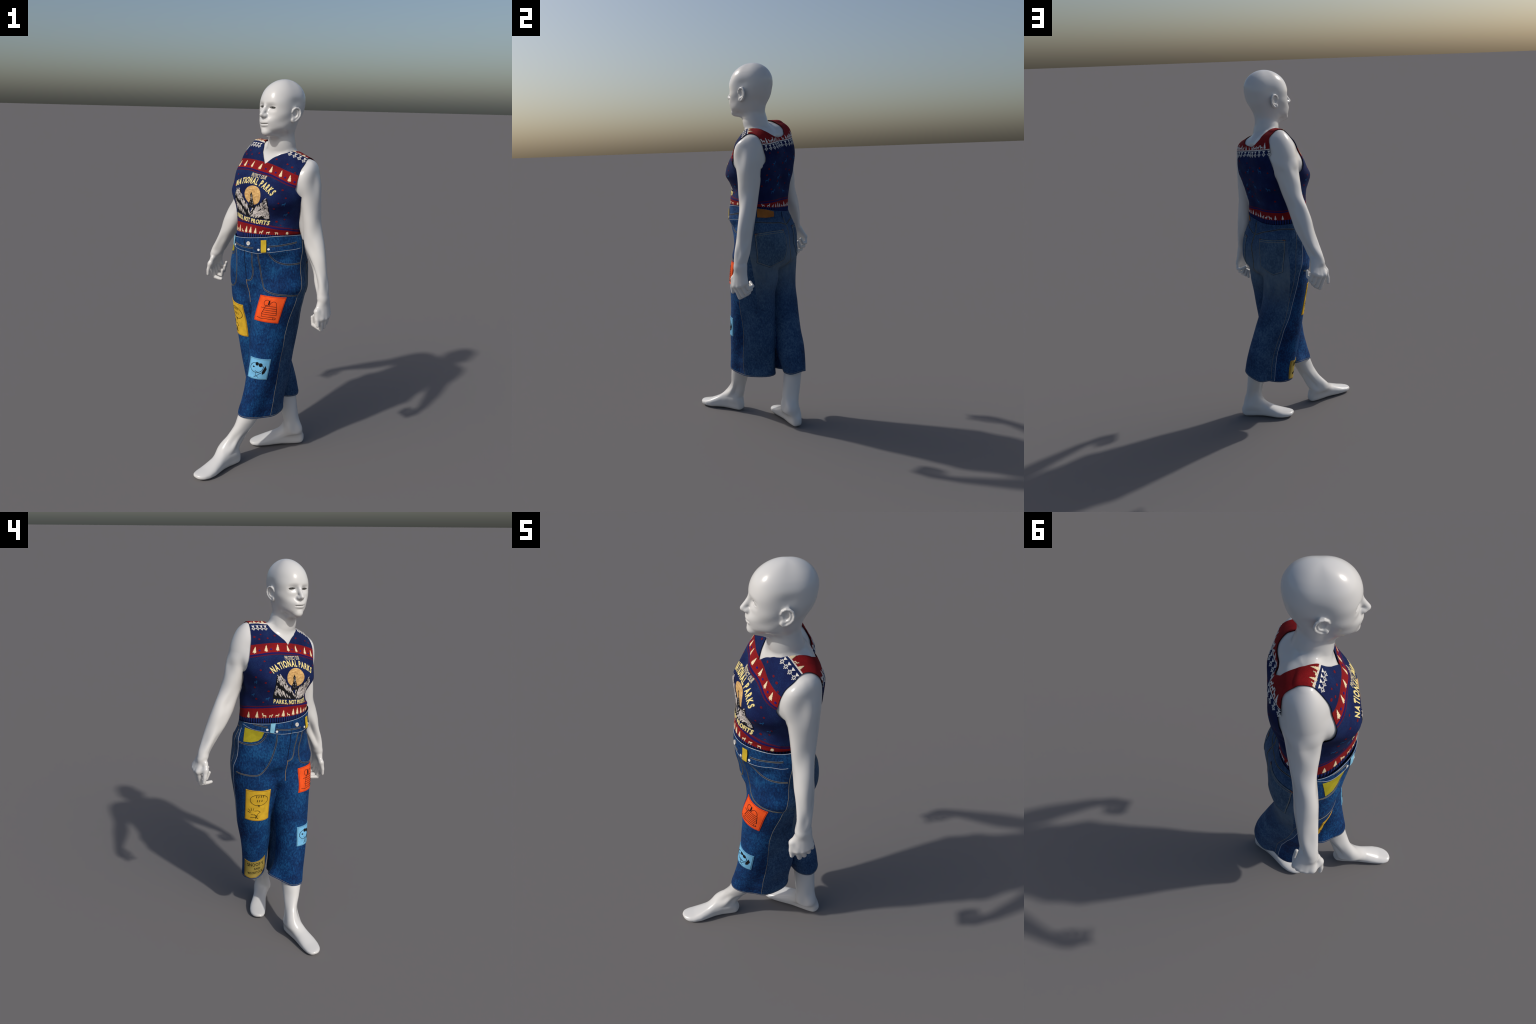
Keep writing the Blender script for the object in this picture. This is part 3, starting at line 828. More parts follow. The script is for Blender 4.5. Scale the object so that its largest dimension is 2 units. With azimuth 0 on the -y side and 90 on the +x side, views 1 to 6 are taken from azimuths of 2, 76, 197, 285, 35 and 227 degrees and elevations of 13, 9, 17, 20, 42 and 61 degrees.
def shell(V, F, N, t):
    """Give an open cloth surface thickness t inwards, with a closed rim."""
    n = len(V)
    E = np.concatenate([F[:, [0, 1]], F[:, [1, 2]], F[:, [2, 0]]])
    key = np.sort(E, 1)
    _, first, cnt = np.unique(key[:, 0] * n + key[:, 1], return_index=True, return_counts=True)
    rim = E[first[cnt == 1]]
    a, b = rim[:, 0], rim[:, 1]
    side = np.concatenate([np.stack([b, a, a + n], 1), np.stack([b, a + n, b + n], 1)])
    V2 = np.concatenate([V, V - N * t])
    F2 = np.concatenate([F, F[:, ::-1] + n, side])
    src = np.concatenate([np.arange(len(F)), np.arange(len(F)), np.repeat(-1, len(side))])
    return V2, F2, np.concatenate([N, -N]), src, np.concatenate([a, a])

# body, now that the cloth is known
V, Q = build_surface(BODY, 0.0026)
near = (V[:, 2] > 1.18) & (V[:, 2] < 1.72)
P_ = V[near]
cover = sstep(-np.maximum(neck_hole(P_), arm_hole(P_)), 0.001, 0.012) * (np.maximum(arm_hole(P_), -1) < 0)
d_ = VESTF.at(P_)
inside_arm = sstep(P_[:, 0], 0.20, 0.23) + sstep(-P_[:, 0], 0.15, 0.18)
V[near] = P_ - gradient(VESTF, P_) * (np.clip(d_ + 0.005, 0, 0.02) * cover * (d_ < 0.03) * (1 - np.clip(inside_arm, 0, 1)))[:, None]      # skin stays under the vest
lab = body_labels(V[Q].mean(1))
names = {'torso': 'torso', 'neck': 'neck', 'head': 'head', 'ear_left': 'ear', 'ear_right': 'ear',
         'arm_left': 'arm', 'arm_right': 'arm', 'hand_left': 'hand', 'hand_right': 'hand'}
body_parts = split_regions(V, Q, lab, {k: (v, SHELL) for k, v in names.items()})


# vest
v, q = build_surface(VESTF, 0.004, lo=VESTF.lo - 0.012 + np.array([0, 0, 0.02]))
for _ in range(3):                                   # lie over the skin wherever the shoulder would poke through
    d = BODY.at(v)
    v = v + gradient(BODY, v) * (np.clip(0.0045 - d, 0, 0.02) * (d < 0.0045) * sstep(v[:, 2], 1.50, 1.56) * np.maximum(sstep(v[:, 0], 0.15, 0.18), sstep(-v[:, 0], 0.09, 0.12)))[:, None]
g = np.maximum(np.maximum(neck_hole(v), arm_hole(v)), waist_height(v) - 0.03 - v[:, 2])
v, f = clip_mesh(v, q, g)
N = vertex_normals(v, f)
ang = np.arctan2(v[:, 1] + 0.005, v[:, 0] - 0.012)
tuck = sstep(waist_height(v) + 0.006 - v[:, 2], 0.0, 0.012)
v = v - N * (0.005 * tuck)[:, None]
rib = (1 - sstep(v[:, 2], 1.236, 1.246)) * (1 - tuck)
v = v + N * (0.0012 * rib * np.cos(ang * 84))[:, None]
# a soft fold that stands out above the hem on the left front
fold = np.exp(-((v[:, 2] - 1.284 + 0.12 * (v[:, 0] - 0.14)) / 0.011) ** 2 - ((v[:, 0] - 0.150) / 0.035) ** 2) * (v[:, 1] < 0)
v = v + N * (0.009 * fold)[:, None]
N = vertex_normals(v, f)
v2, f2, n2, src, edge = shell(v, f, N, 0.003)
vest = add_mesh("knitted_vest", v2, f2, VEST_MAT)
vest.data.normals_split_custom_set_from_vertices([tuple(n) for n in n2])

# culottes
v, q = build_surface(PANTS, 0.004)
soft = (sstep(v[:, 2], 0.84, 0.90) * (1 - sstep(v[:, 2], 1.00, 1.06)))[:, None]
for _ in range(18):                       # drape the cloth over the groin fold
    v = v + soft * (relax(v, q, 1) - v)
g = np.maximum(v[:, 2] - waist_height(v), hem_height(v) - v[:, 2])
v, f = clip_mesh(v, q, g)
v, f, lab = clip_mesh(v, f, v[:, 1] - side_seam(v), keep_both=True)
N = vertex_normals(v, f)
v2, f2, n2, src, edge = shell(v, f, N, 0.003)
lab2 = np.where(src >= 0, lab[np.maximum(src, 0)], 0)
lab_v = np.zeros(len(v), int); lab_v[f.ravel()] = np.repeat(lab, 3)
lab2[src < 0] = lab_v[edge]
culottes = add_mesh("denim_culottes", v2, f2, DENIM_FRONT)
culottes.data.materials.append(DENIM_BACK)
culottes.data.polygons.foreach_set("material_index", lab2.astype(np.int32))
culottes.data.normals_split_custom_set_from_vertices([tuple(n) for n in n2])
PANTS_TREE = BVHTree.FromPolygons([tuple(p) for p in v], [tuple(int(i) for i in t) for t in f])

# ------------------------------------------------------------------ appliques: flat shapes laid onto cloth
from mathutils.geometry import delaunay_2d_cdt

class Frame:
    """A flat drawing plane in front of the cloth; shapes drawn on it are laid onto the surface along its normal."""
    def __init__(self, c, right, up, n, field, tree=None):
        self.c, self.r, self.u, self.n = (np.array(a, float) for a in (c, right, up, n))
        self.field, self.tree = field, tree
    @staticmethod
    def at(field, p, up=(0, 0, 1), tree=None, roll=0.0):
        p = np.array(p, float)
        n = gradient(field, p[None])[0]
        u = np.array(up, float); u = u - n * (u @ n); u /= np.linalg.norm(u)
        r = np.cross(u, n)
        c, s = math.cos(roll), math.sin(roll)
        r, u = c * r + s * u, c * u - s * r
        return Frame(p, r, u, n, field, tree)
    def to2d(self, pts):
        d = np.array(pts, float) - self.c
        return np.stack([d @ self.r, d @ self.u], 1)
    def lay(self, uv, lift):
        uv = np.asarray(uv, float)
        P = self.c + uv[:, :1] * self.r + uv[:, 1:2] * self.u
        if self.tree is not None:
            out = []
            for p in P:
                o = Vector(p + self.n * 0.10)
                h = self.tree.ray_cast(o, Vector(-self.n), 0.22)
                if h[0] is None:
                    h = self.tree.find_nearest(Vector(p))
                nn = h[1] if h[1].dot(Vector(self.n)) > 0 else -h[1]
                out.append(np.array(h[0]) + np.array(nn) * lift)
            return np.array(out)
        s = np.linspace(0.09, -0.11, 81)
        D = self.field.at(P[:, None, :] + s[None, :, None] * self.n)
        i = np.argmax(D < 0, axis=1); i = np.where((D < 0).any(1), np.maximum(i, 1), 45)
        k = np.arange(len(P)); a, b = D[k, i - 1], D[k, i]
        t = np.clip(a / np.where(np.abs(a - b) < 1e-9, 1, a - b), 0, 1)
        Q = P + (s[i - 1] + (s[i] - s[i - 1]) * t)[:, None] * self.n
        return Q + gradient(self.field, Q) * lift

def dense(poly, step, closed=True):
    poly = np.array(poly, float); out = []
    n = len(poly)
    for i in range(n if closed else n - 1):
        a, b = poly[i], poly[(i + 1) % n]
        k = max(1, int(np.ceil(np.linalg.norm(b - a) / step)))
        out += [a + (b - a) * j / k for j in range(k)]
    if not closed:
        out.append(poly[-1])
    return np.array(out)

def fill2d(poly, step=0.006):
    """Triangulate a closed outline with extra points inside, so that it can bend with the cloth."""
    b = dense(poly, step)
    lo, hi = b.min(0), b.max(0)
    xs, ys = np.arange(lo[0] + step * .5, hi[0], step), np.arange(lo[1] + step * .5, hi[1], step)
    G = np.array([(x, y) for x in xs for y in ys]).reshape(-1, 2)
    if len(G):
        x, y = G[:, 0], G[:, 1]; ins = np.zeros(len(G), bool)
        for i in range(len(b)):
            (x0, y0), (x1, y1) = b[i], b[(i + 1) % len(b)]
            c = ((y0 > y) != (y1 > y)) & (x < (x1 - x0) * (y - y0) / (y1 - y0 + 1e-15) + x0)
            ins ^= c
        dist = np.min(np.linalg.norm(G[:, None] - b[None], axis=2), axis=1) if len(G) else []
        G = G[ins & (dist > step * 0.45)]
    pts = [Vector(p) for p in b] + [Vector(p) for p in G]
    r = delaunay_2d_cdt(pts, [], [list(range(len(b)))], 1, 1e-7)
    return np.array([tuple(p) for p in r[0]]), [tuple(t) for t in r[2]]

def ccw(V2, F):
    out = []
    for t in F:
        a = sum(V2[t[i]][0] * V2[t[(i + 1) % len(t)]][1] - V2[t[(i + 1) % len(t)]][0] * V2[t[i]][1] for i in range(len(t)))
        out.append(tuple(t) if a > 0 else tuple(reversed(t)))
    return out

def piece(name, frame, V2, F, mat, lift=0.0012, parent=None, under=0.002, tint=None):
    """Lay a 2D mesh on the cloth as a thin raised piece with side walls."""
    V2 = np.asarray(V2, float); F = ccw(V2, F)
    top = frame.lay(V2, lift)
    n = len(V2)
    edges = {}
    for t in F:
        for i in range(len(t)):
            a, b = t[i], t[(i + 1) % len(t)]
            edges[(a, b)] = edges.get((a, b), 0) + 1
    rim = [(a, b) for (a, b) in edges if (b, a) not in edges]
    nrm = np.array(frame.n)
    bottom = top - nrm * under
    faces = list(F) + [(b, a, a + n, b + n) for a, b in rim]
    ob = add_mesh(name, np.concatenate([top, bottom]), faces, mat, parent=parent, smooth=False)
    return ob

def merge2d(parts):
    V, F, o = [], [], 0
    for v, f in parts:
        V.append(np.asarray(v, float)); F += [tuple(i + o for i in t) for t in f]; o += len(v)
    return np.concatenate(V), F

def stroke2d(pts, w, step=0.004, closed=False):
    p = dense(pts, step, closed)
    if closed:
        p = np.concatenate([p, p[:1]])
    t = np.gradient(p, axis=0); t /= np.maximum(np.linalg.norm(t, axis=1, keepdims=True), 1e-9)
    nrm = np.stack([-t[:, 1], t[:, 0]], 1)
    V = np.concatenate([p + nrm * w / 2, p - nrm * w / 2]); n = len(p)
    return V, [(i, i + 1, n + i + 1, n + i) for i in range(n - 1)]

def ellipse(cx, cy, rx, ry, n=28, a0=0, a1=360):
    t = np.radians(np.linspace(a0, a1, n, endpoint=(a1 - a0) < 360))
    return [(cx + rx * math.cos(a), cy + ry * math.sin(a)) for a in t]

def smooth_curve(pts, step=0.004):
    """Catmull-Rom through control points."""
    P = np.array(pts, float); P = np.concatenate([[2*P[0] - P[1]], P, [2*P[-1] - P[-2]]])
    out = []
    for i in range(1, len(P) - 2):
        k = max(2, int(np.linalg.norm(P[i+1] - P[i]) / step))
        for t in np.linspace(0, 1, k, endpoint=False):
            a, b, c, d = P[i-1], P[i], P[i+1], P[i+2]
            out.append(0.5 * ((2*b) + (c - a)*t + (2*a - 5*b + 4*c - d)*t*t + (3*b - a - 3*c + d)*t**3))
    out.append(P[-2])
    return np.array(out)

def seam(pts, w, mat, name="stitching_and_painted_line", lift=0.0010, sharp=False, side=0.0):
    """Thread and painted-line ribbon along a line on the trousers."""
    p = dense(pts, 0.004, False) if sharp else smooth_curve(pts)
    P, Nn = [], []
    for a in p:
        h = PANTS_TREE.find_nearest(Vector(a))
        nn = np.array(h[1])
        P.append(np.array(h[0])); Nn.append(nn)
    P, Nn = np.array(P), np.array(Nn)
    t = np.gradient(P, axis=0); t /= np.maximum(np.linalg.norm(t, axis=1, keepdims=True), 1e-9)
    b = np.cross(Nn, t)
    P = P + b * side
    n = len(P)
    V = np.concatenate([P + b*w/2 - Nn*0.001, P + b*w*0.3 + Nn*lift, P - b*w*0.3 + Nn*lift, P - b*w/2 - Nn*0.001])
    F = []
    for i in range(n - 1):
        for k in range(3):
            F.append((k*n + i, (k+1)*n + i, (k+1)*n + i + 1, k*n + i + 1))
    return add_mesh(name, V, F, mat, parent=culottes, smooth=False)

_glyph = {}
def glyph(ch, bold):
    if (ch, bold) not in _glyph:
        cu = bpy.data.curves.new("glyph", 'FONT'); cu.body = ch; cu.offset = bold; cu.resolution_u = 3
        ob = bpy.data.objects.new("glyph", cu); bpy.context.scene.collection.objects.link(ob)
        dg = bpy.context.evaluated_depsgraph_get()
        me = ob.evaluated_get(dg).to_mesh()
        V = np.array([tuple(p.co[:2]) for p in me.vertices]).reshape(-1, 2); F = [tuple(p.vertices) for p in me.polygons]
        ob.evaluated_get(dg).to_mesh_clear()
        bpy.data.objects.remove(ob); bpy.data.curves.remove(cu)
        _glyph[(ch, bold)] = (V, F)
    return _glyph[(ch, bold)]

def text2d(s, height, width=None, bold=0.02, gap=0.10, arc=None):
    """Lettering centred on the origin; arc = radius bends it over a circle."""
    x, parts = 0.0, []
    for ch in s:
        if ch == ' ':
            x += 0.32; continue
        V, F = glyph(ch, bold)
        w = V[:, 0].max() - V[:, 0].min()
        parts.append((V - [V[:, 0].min() - x, 0], F, x + w / 2)); x += w + gap
    total = x - gap
    k = height / 0.69
    kx = k if width is None else width / total
    out = []
    for V, F, xc in parts:
        V = V.copy(); V[:, 0] = (V[:, 0] - total / 2) * kx; V[:, 1] *= k
        xc = (xc - total / 2) * kx
        if arc:
            a = xc / arc
            lx, ly = V[:, 0] - xc, V[:, 1]
            V = np.stack([math.sin(a) * (arc + ly) + lx * math.cos(a), math.cos(a) * (arc + ly) - lx * math.sin(a) - arc], 1)
        out.append((V, F))
    return merge2d(out)

# ------------------------------------------------------------------ vest decoration
CREAM = plain("cream_yarn", (0.74, 0.60, 0.38), 0.95)
WHITE_YARN = plain("white_yarn", (0.70, 0.68, 0.64), 0.95)
YELLOW_INK = plain("pale_yellow_print", (0.80, 0.66, 0.27), 0.9)
PALE_INK = plain("pale_print", (0.62, 0.54, 0.38), 0.9)
MOON_MAT = streaked("moon_print", (0.72, 0.46, 0.18), (0.45, 0.25, 0.09), 60, 0.9)
BLACK_INK = plain("black_print", (0.006, 0.006, 0.008), 0.9)
ROCK_INK = streaked("rock_print", (0.66, 0.60, 0.56), (0.26, 0.24, 0.24), 90, 0.9)
BLUE_YARN = plain("blue_yarn", (0.012, 0.085, 0.23), 0.95)
MAROON_YARN = plain("maroon_yarn", (0.13, 0.006, 0.012), 0.95)
ROYAL_YARN = plain("royal_yarn", (0.012, 0.010, 0.16), 0.95)

PINE = [(-0.06, 0), (0.06, 0), (0.06, 0.12), (0.34, 0.10), (0.22, 0.26), (0.32, 0.28), (0.16, 0.46), (0.24, 0.49), (0.10, 0.68), (0.15, 0.71),
        (0.0, 1.0), (-0.15, 0.71), (-0.10, 0.68), (-0.24, 0.49), (-0.16, 0.46), (-0.32, 0.28), (-0.22, 0.26), (-0.34, 0.10), (-0.06, 0.12)]
DEER = [(-0.40, 0.0), (-0.32, 0.0), (-0.30, 0.28), (-0.20, 0.36), (0.10, 0.36), (0.16, 0.0), (0.24, 0.0), (0.24, 0.36), (0.30, 0.52), (0.46, 0.54), (0.46, 0.62),
        (0.34, 0.70), (0.46, 0.82), (0.52, 1.0), (0.40, 0.88), (0.36, 0.98), (0.30, 0.80), (0.20, 0.96), (0.22, 0.74), (0.16, 0.58), (-0.30, 0.58), (-0.44, 0.50), (-0.42, 0.34)]

VUP = (0.10, 0, 0.995)
_motif = {}
def motif(kind, name, p, size, mat, flip=1, up=VUP, lift=0.0012, wid=1.0):
    """One woven figure standing at point p of the vest, p at its foot."""
    if max(arm_hole(np.array([p]))[0], neck_hole(np.array([p]))[0]) > -0.006:
        return None
    if kind not in _motif:
        _motif[kind] = fill2d(kind_outline[kind], 0.30)
    V, F = _motif[kind]
    fr = Frame.at(VESTF, p, up)
    return piece(name, fr, V * np.array([size * flip * wid, size]), F, mat, lift, parent=vest)
lattice = []
for i in range(-2, 3):
    for j in range(-2, 3):
        if abs(i) + abs(j) <= 2 and (i, j) != (0, 0):
            s_ = 0.050
            cx, cy = i * 0.135, -0.56 + j * 0.135
            lattice.append([(cx - s_, cy - s_), (cx + s_, cy - s_), (cx + s_, cy + s_), (cx - s_, cy + s_)])
kind_outline = {'pine': PINE, 'deer': DEER, 'dot': ellipse(0, 0, 0.5, 0.4, 9),
                'wedge': [(0, -0.34), (0.26, 0), (-0.26, 0)]}

def on_front(x, z):
    s = np.linspace(-0.25, 0.05, 301)
    P = np.stack([np.full(301, x), s, np.full(301, z)], 1)
    i = np.argmax(VESTF.at(P) < 0)
    return P[i]

def on_back(x, z):
    s = np.linspace(0.25, -0.02, 301)
    P = np.stack([np.full(301, x), s, np.full(301, z)], 1)
    i = np.argmax(VESTF.at(P) < 0)
    return P[i]

def band(x, c):
    return c[0] + c[1] * x + c[2] * x * x
CHEST_TOP, CHEST_BOT = (1.6066, -0.0905, -0.7023), (1.5648, -0.0963, -0.8102)
LOW_TOP, LOW_BOT = (1.3017, -0.0071, -0.7255), (1.2523, 0.0553, -0.2956)
BACK_LINE, BACK_TOP, BACK_BOT = (1.5906, -0.1183, 0.0851), (1.2660, -0.0278, -0.1002), (1.2284, 0.0435, 0.2963)
CHEST_UP = (0.17, 0.0, 0.985)

for x in (-0.148, -0.090, -0.028, 0.033, 0.094, 0.152, 0.202):              # pines on the chest band
    zb = band(x, CHEST_BOT) + 0.004
    motif('pine', "pine_tree", on_front(x, zb), 0.036, CREAM, up=CHEST_UP, wid=0.78)
for x in (-0.120, -0.060, 0.064, 0.122, 0.178, 0.222):
    motif('dot', "band_dot", on_front(x, band(x, CHEST_BOT) + 0.014), 0.011, ROYAL_YARN)

frieze = ['pine', 'pine', 'deer', 'deer', 'deer', 'pine', 'deer', 'pine']
def run_frieze(xs, where, foot, mat, size_p, size_d, up):
    for i, x in enumerate(xs):
        k = frieze[i % len(frieze)]
        p = where(x, foot(x))
        sz = (size_p if k == 'pine' else size_d) * (0.75 + 0.4 * rng.random())
        if p[1] > 0.05 and p[2] > 1.5:            # stay below the neckline scoop
            sz = min(sz, 0.9 * (np.interp(x, [-0.09, -0.052, -0.030, 0.0, 0.035, 0.080, 0.107, 0.135, 0.17], [1.70, 1.652, 1.626, 1.611, 1.605, 1.612, 1.622, 1.644, 1.69]) - p[2]))
        motif(k, "pine_tree" if k == 'pine' else "reindeer", p, sz, mat,
              flip=1 if (i // 3) % 2 else -1, up=up, wid=0.75 if k == 'pine' else 1.0)
run_frieze(np.arange(-0.165, 0.19, 0.027), on_front, lambda x: band(x, LOW_BOT) + 0.001, CREAM, 0.032, 0.024, VUP)
run_frieze(np.arange(-0.160, 0.175, 0.026), on_back, lambda x: band(x, BACK_BOT) + 0.001, WHITE_YARN, 0.026, 0.019, (0.03, 0, 1))
run_frieze([x for x in np.arange(-0.150, 0.205, 0.0245)], on_back, lambda x: band(x, BACK_LINE) + 0.003, WHITE_YARN, 0.034, 0.025, (0.12, 0, 0.99))

def diamond(p, size, up):
    fr = Frame.at(VESTF, p, up)
    parts = [fill2d(o, 0.3) for o in [kind_outline['wedge']]] + [(np.array(o), [(0, 1, 2, 3)]) for o in lattice]
    V, F = merge2d(parts)
    piece("diamond_motif", fr, V * size, F, WHITE_YARN, 0.0010, parent=vest)
for x in np.arange(-0.150, 0.205, 0.0275):
    diamond(on_back(x, band(x, BACK_LINE) - 0.006), 0.034, (0.12, 0, 0.99))
# front shoulders: the white line runs over each shoulder, diamonds hang in front of it, small pines stand behind
for a, b, n in (((0.140, 0.016, 1.657), (0.226, 0.058, 1.618), 4), ((-0.046, -0.002, 1.690), (-0.130, 0.014, 1.690), 4)):
    a, b = np.array(a), np.array(b)
    for i in range(n):
        p = a + (b - a) * (i + 0.25) / n
        p = p - gradient(VESTF, p[None])[0] * VESTF.at(p[None])[0]
        nn = gradient(VESTF, p[None])[0]
        along = (b - a) / np.linalg.norm(b - a)
        up = np.cross(nn, along); up = up if up[1] > 0 else -up
        q_ = p - up * 0.004
        diamond(q_, 0.033, up)
        p2 = p + up * 0.008 + along * 0.008
        p2 = p2 - gradient(VESTF, p2[None])[0] * VESTF.at(p2[None])[0]
        motif('pine' if i % 2 == 0 else 'deer', "pine_tree" if i % 2 == 0 else "reindeer", p2, 0.026 if i % 2 == 0 else 0.018, CREAM, up=up, wid=0.9)

# blue deer and maroon flakes scattered over the navy ground
for x, z in ((0.127, 1.458), (0.013, 1.468), (-0.102, 1.482), (0.068, 1.385), (-0.043, 1.392), (-0.120, 1.385), (-0.020, 1.305), (0.100, 1.310), (0.150, 1.372), (0.060, 1.345)):
    motif('deer', "reindeer", on_back(x, z), 0.026, BLUE_YARN, flip=1 if x > 0 else -1, up=(0.1, 0, 1), lift=0.0006)
for x, z in ((0.196, 1.400), (0.180, 1.345), (-0.150, 1.420), (-0.150, 1.350), (-0.100, 1.335)):
    motif('deer', "reindeer", on_front(x, z), 0.020, BLUE_YARN, up=VUP, lift=0.0006)
flakes = [(0.170, 1.598), (0.195, 1.585), (0.105, 1.618), (-0.020, 1.640), (-0.095, 1.650), (-0.110, 1.630), (-0.065, 1.632), (-0.130, 1.640), (0.215, 1.560),
          (0.190, 1.478), (0.185, 1.415), (0.160, 1.385), (0.195, 1.365), (0.175, 1.330), (0.150, 1.318), (-0.110, 1.530), (-0.095, 1.480), (-0.120, 1.430),
          (-0.150, 1.400), (-0.100, 1.385), (-0.140, 1.340), (-0.115, 1.325), (-0.155, 1.455), (0.205, 1.440), (-0.135, 1.490), (0.165, 1.300)]
for x, z in flakes:
    motif('dot', "snowflake", on_front(x, z), 0.0085 + 0.005 * rng.random(), MAROON_YARN, lift=0.0006)
spots = []
while len(spots) < 24:
    c = np.array([-0.15 + 0.33 * rng.random(), 1.30 + 0.25 * rng.random()])
    if all(np.linalg.norm(c - o) > 0.032 for o in spots):
        spots.append(c)
for x, z in spots:
    motif('dot', "snowflake", on_back(x, z), 0.008 + 0.005 * rng.random(), MAROON_YARN, lift=0.0006)

# chest print: lettering, moon, mountains, wolf
class Print(Frame):
    """Drawing plane of the chest print, sheared with the leaning torso."""
    def __init__(self):
        super().__init__((0.045, -0.15, 1.447), (0.994, 0, -0.11), (0.06, 0, 0.998), (0, -1, 0), VESTF)
    def lay(self, uv, lift):
        uv = np.asarray(uv, float)
        P = self.c + uv[:, :1] * self.r + uv[:, 1:2] * self.u
        s = np.linspace(0.10, -0.16, 105)
        D = VESTF.at(P[:, None, :] + s[None, :, None] * self.n)
        i = np.maximum(np.argmax(D < 0, axis=1), 1); k = np.arange(len(P))
        a, b = D[k, i - 1], D[k, i]
        t = a / np.where(np.abs(a - b) < 1e-9, 1, a - b)
        Q = P + (s[i - 1] + (s[i] - s[i - 1]) * t)[:, None] * self.n
        return Q + gradient(VESTF, Q) * lift
PRINT = Print()
def fine(V, F):
    return np.asarray(V), F
V, F = text2d("PROTECT OUR", 0.0165, 0.092, bold=0.015)
piece("lettering", PRINT, V + [-0.003, 0.0785], F, PALE_INK, 0.0012, parent=vest)
V, F = text2d("NATIONAL PARKS", 0.0275, 0.250, bold=0.028, gap=0.12, arc=0.215)
piece("lettering", PRINT, V + [-0.010, 0.0485], F, YELLOW_INK, 0.0014, parent=vest)
V, F = text2d("PARKS, NOT PROFITS", 0.0195, 0.203, bold=0.03)
piece("lettering", PRINT, V + [-0.010, -0.1365], F, YELLOW_INK, 0.0014, parent=vest)
piece("moon", PRINT, *fill2d(ellipse(0.002, -0.004, 0.0535, 0.0455, 48), 0.006), MOON_MAT, 0.0008, parent=vest)
LEFT_PEAK = [(-0.116, -0.112), (-0.118, -0.020), (-0.112, 0.012), (-0.104, 0.004), (-0.098, 0.016), (-0.090, 0.003), (-0.082, 0.006), (-0.074, -0.006), (-0.070, -0.020),
             (-0.058, -0.024), (-0.050, -0.040), (-0.036, -0.046), (-0.026, -0.060), (-0.012, -0.064), (0.004, -0.112)]
RIGHT_PEAK = [(0.088, -0.112), (0.100, -0.020), (0.094, -0.006), (0.088, 0.002), (0.082, -0.010), (0.072, -0.012), (0.066, -0.028), (0.052, -0.032), (0.044, -0.046),
              (0.030, -0.044), (0.020, -0.058), (0.006, -0.060), (-0.006, -0.112)]
for pk in (LEFT_PEAK, RIGHT_PEAK):
    piece("mountain", PRINT, *fill2d(pk, 0.008), BLACK_INK, 0.0012, parent=vest)
WOLF = [(-0.020, -0.066), (-0.018, -0.045), (-0.012, -0.030), (-0.010, -0.016), (-0.014, -0.004), (-0.010, 0.003), (-0.006, 0.010), (-0.003, 0.002), (0.002, -0.004),
        (0.003, -0.018), (0.010, -0.034), (0.014, -0.050), (0.020, -0.066)]
def streak(x0, y0, x1, y1, w):
    d = np.array([x1 - x0, y1 - y0]); n = np.array([-d[1], d[0]]) / max(np.linalg.norm(d), 1e-9) * w
    m = np.array([x0, y0]) + d * 0.45
    return [(x0, y0), tuple(m + n), (x1, y1), tuple(m - n * 0.7)]
facets = []
def inside(poly, x, y):
    c = False
    for i in range(len(poly)):
        (x0, y0), (x1, y1) = poly[i], poly[(i + 1) % len(poly)]
        if (y0 > y) != (y1 > y) and x < (x1 - x0) * (y - y0) / (y1 - y0) + x0:
            c = not c
    return c
for i in range(700):                                   # light rock faces: slanting slivers down each flank
    x, y = -0.116 + 0.214 * rng.random(), -0.105 + 0.122 * rng.random()
    pk = LEFT_PEAK if x < -0.002 else RIGHT_PEAK
    if not inside(pk, x, y):
        continue
    if -0.012 < (y + 0.030 + 0.62 * (x + 0.116)) < 0.010 or (y < -0.088 and x < -0.04):     # dark pine slopes
        continue
    L = 0.008 + 0.016 * rng.random()
    s_ = 1 if pk is LEFT_PEAK else -1
    x1, y1 = x + s_ * L * 0.55, y - L
    if inside(pk, x1, y1):
        facets.append((streak(x, y, x1, y1, 0.0018 + 0.0026 * rng.random()), [(0, 1, 2, 3)]))
V, F = merge2d(facets)
piece("rock_faces", PRINT, V, F, ROCK_INK, 0.0018, parent=vest)["kind"] = "stuff"
piece("wolf", PRINT, *fill2d(WOLF, 0.006), BLACK_INK, 0.0020, parent=vest)
hair = []
for i in range(26):
    y = -0.058 + 0.060 * rng.random(); hw = 0.004 + 0.012 * (0.004 - y) / 0.066
    x = (rng.random() * 1.6 - 0.8) * hw
    hair.append((streak(x - 0.004, y, x - 0.003, y - 0.007, 0.0009), [(0, 1, 2, 3)]))
V, F = merge2d(hair)
piece("wolf_fur", PRINT, V, F, ROCK_INK, 0.0026, parent=vest)["kind"] = "stuff"

# ------------------------------------------------------------------ culottes: seams, pockets, patches
THREAD = plain("pale_thread", (0.22, 0.22, 0.19), 0.9)
GOLD_THREAD = plain("gold_thread", (0.40, 0.26, 0.08), 0.9)
WHITE_LINE = plain("white_line_and_highlight", (0.36, 0.42, 0.50), 0.9)
DARK_SEAM_SHADE = plain("dark_seam_shade", (0.003, 0.006, 0.016), 0.9)
def double(pts, mat=None, **kw):
    seam(pts, 0.0036, DARK_SEAM_SHADE, lift=0.0006, **kw)  # dark ribbon paints the shadow line between the threads
    seam(pts, 0.0014, mat or THREAD, lift=0.0010, side=0.0028)
    seam(pts, 0.0014, mat or THREAD, lift=0.0010, side=-0.0028)

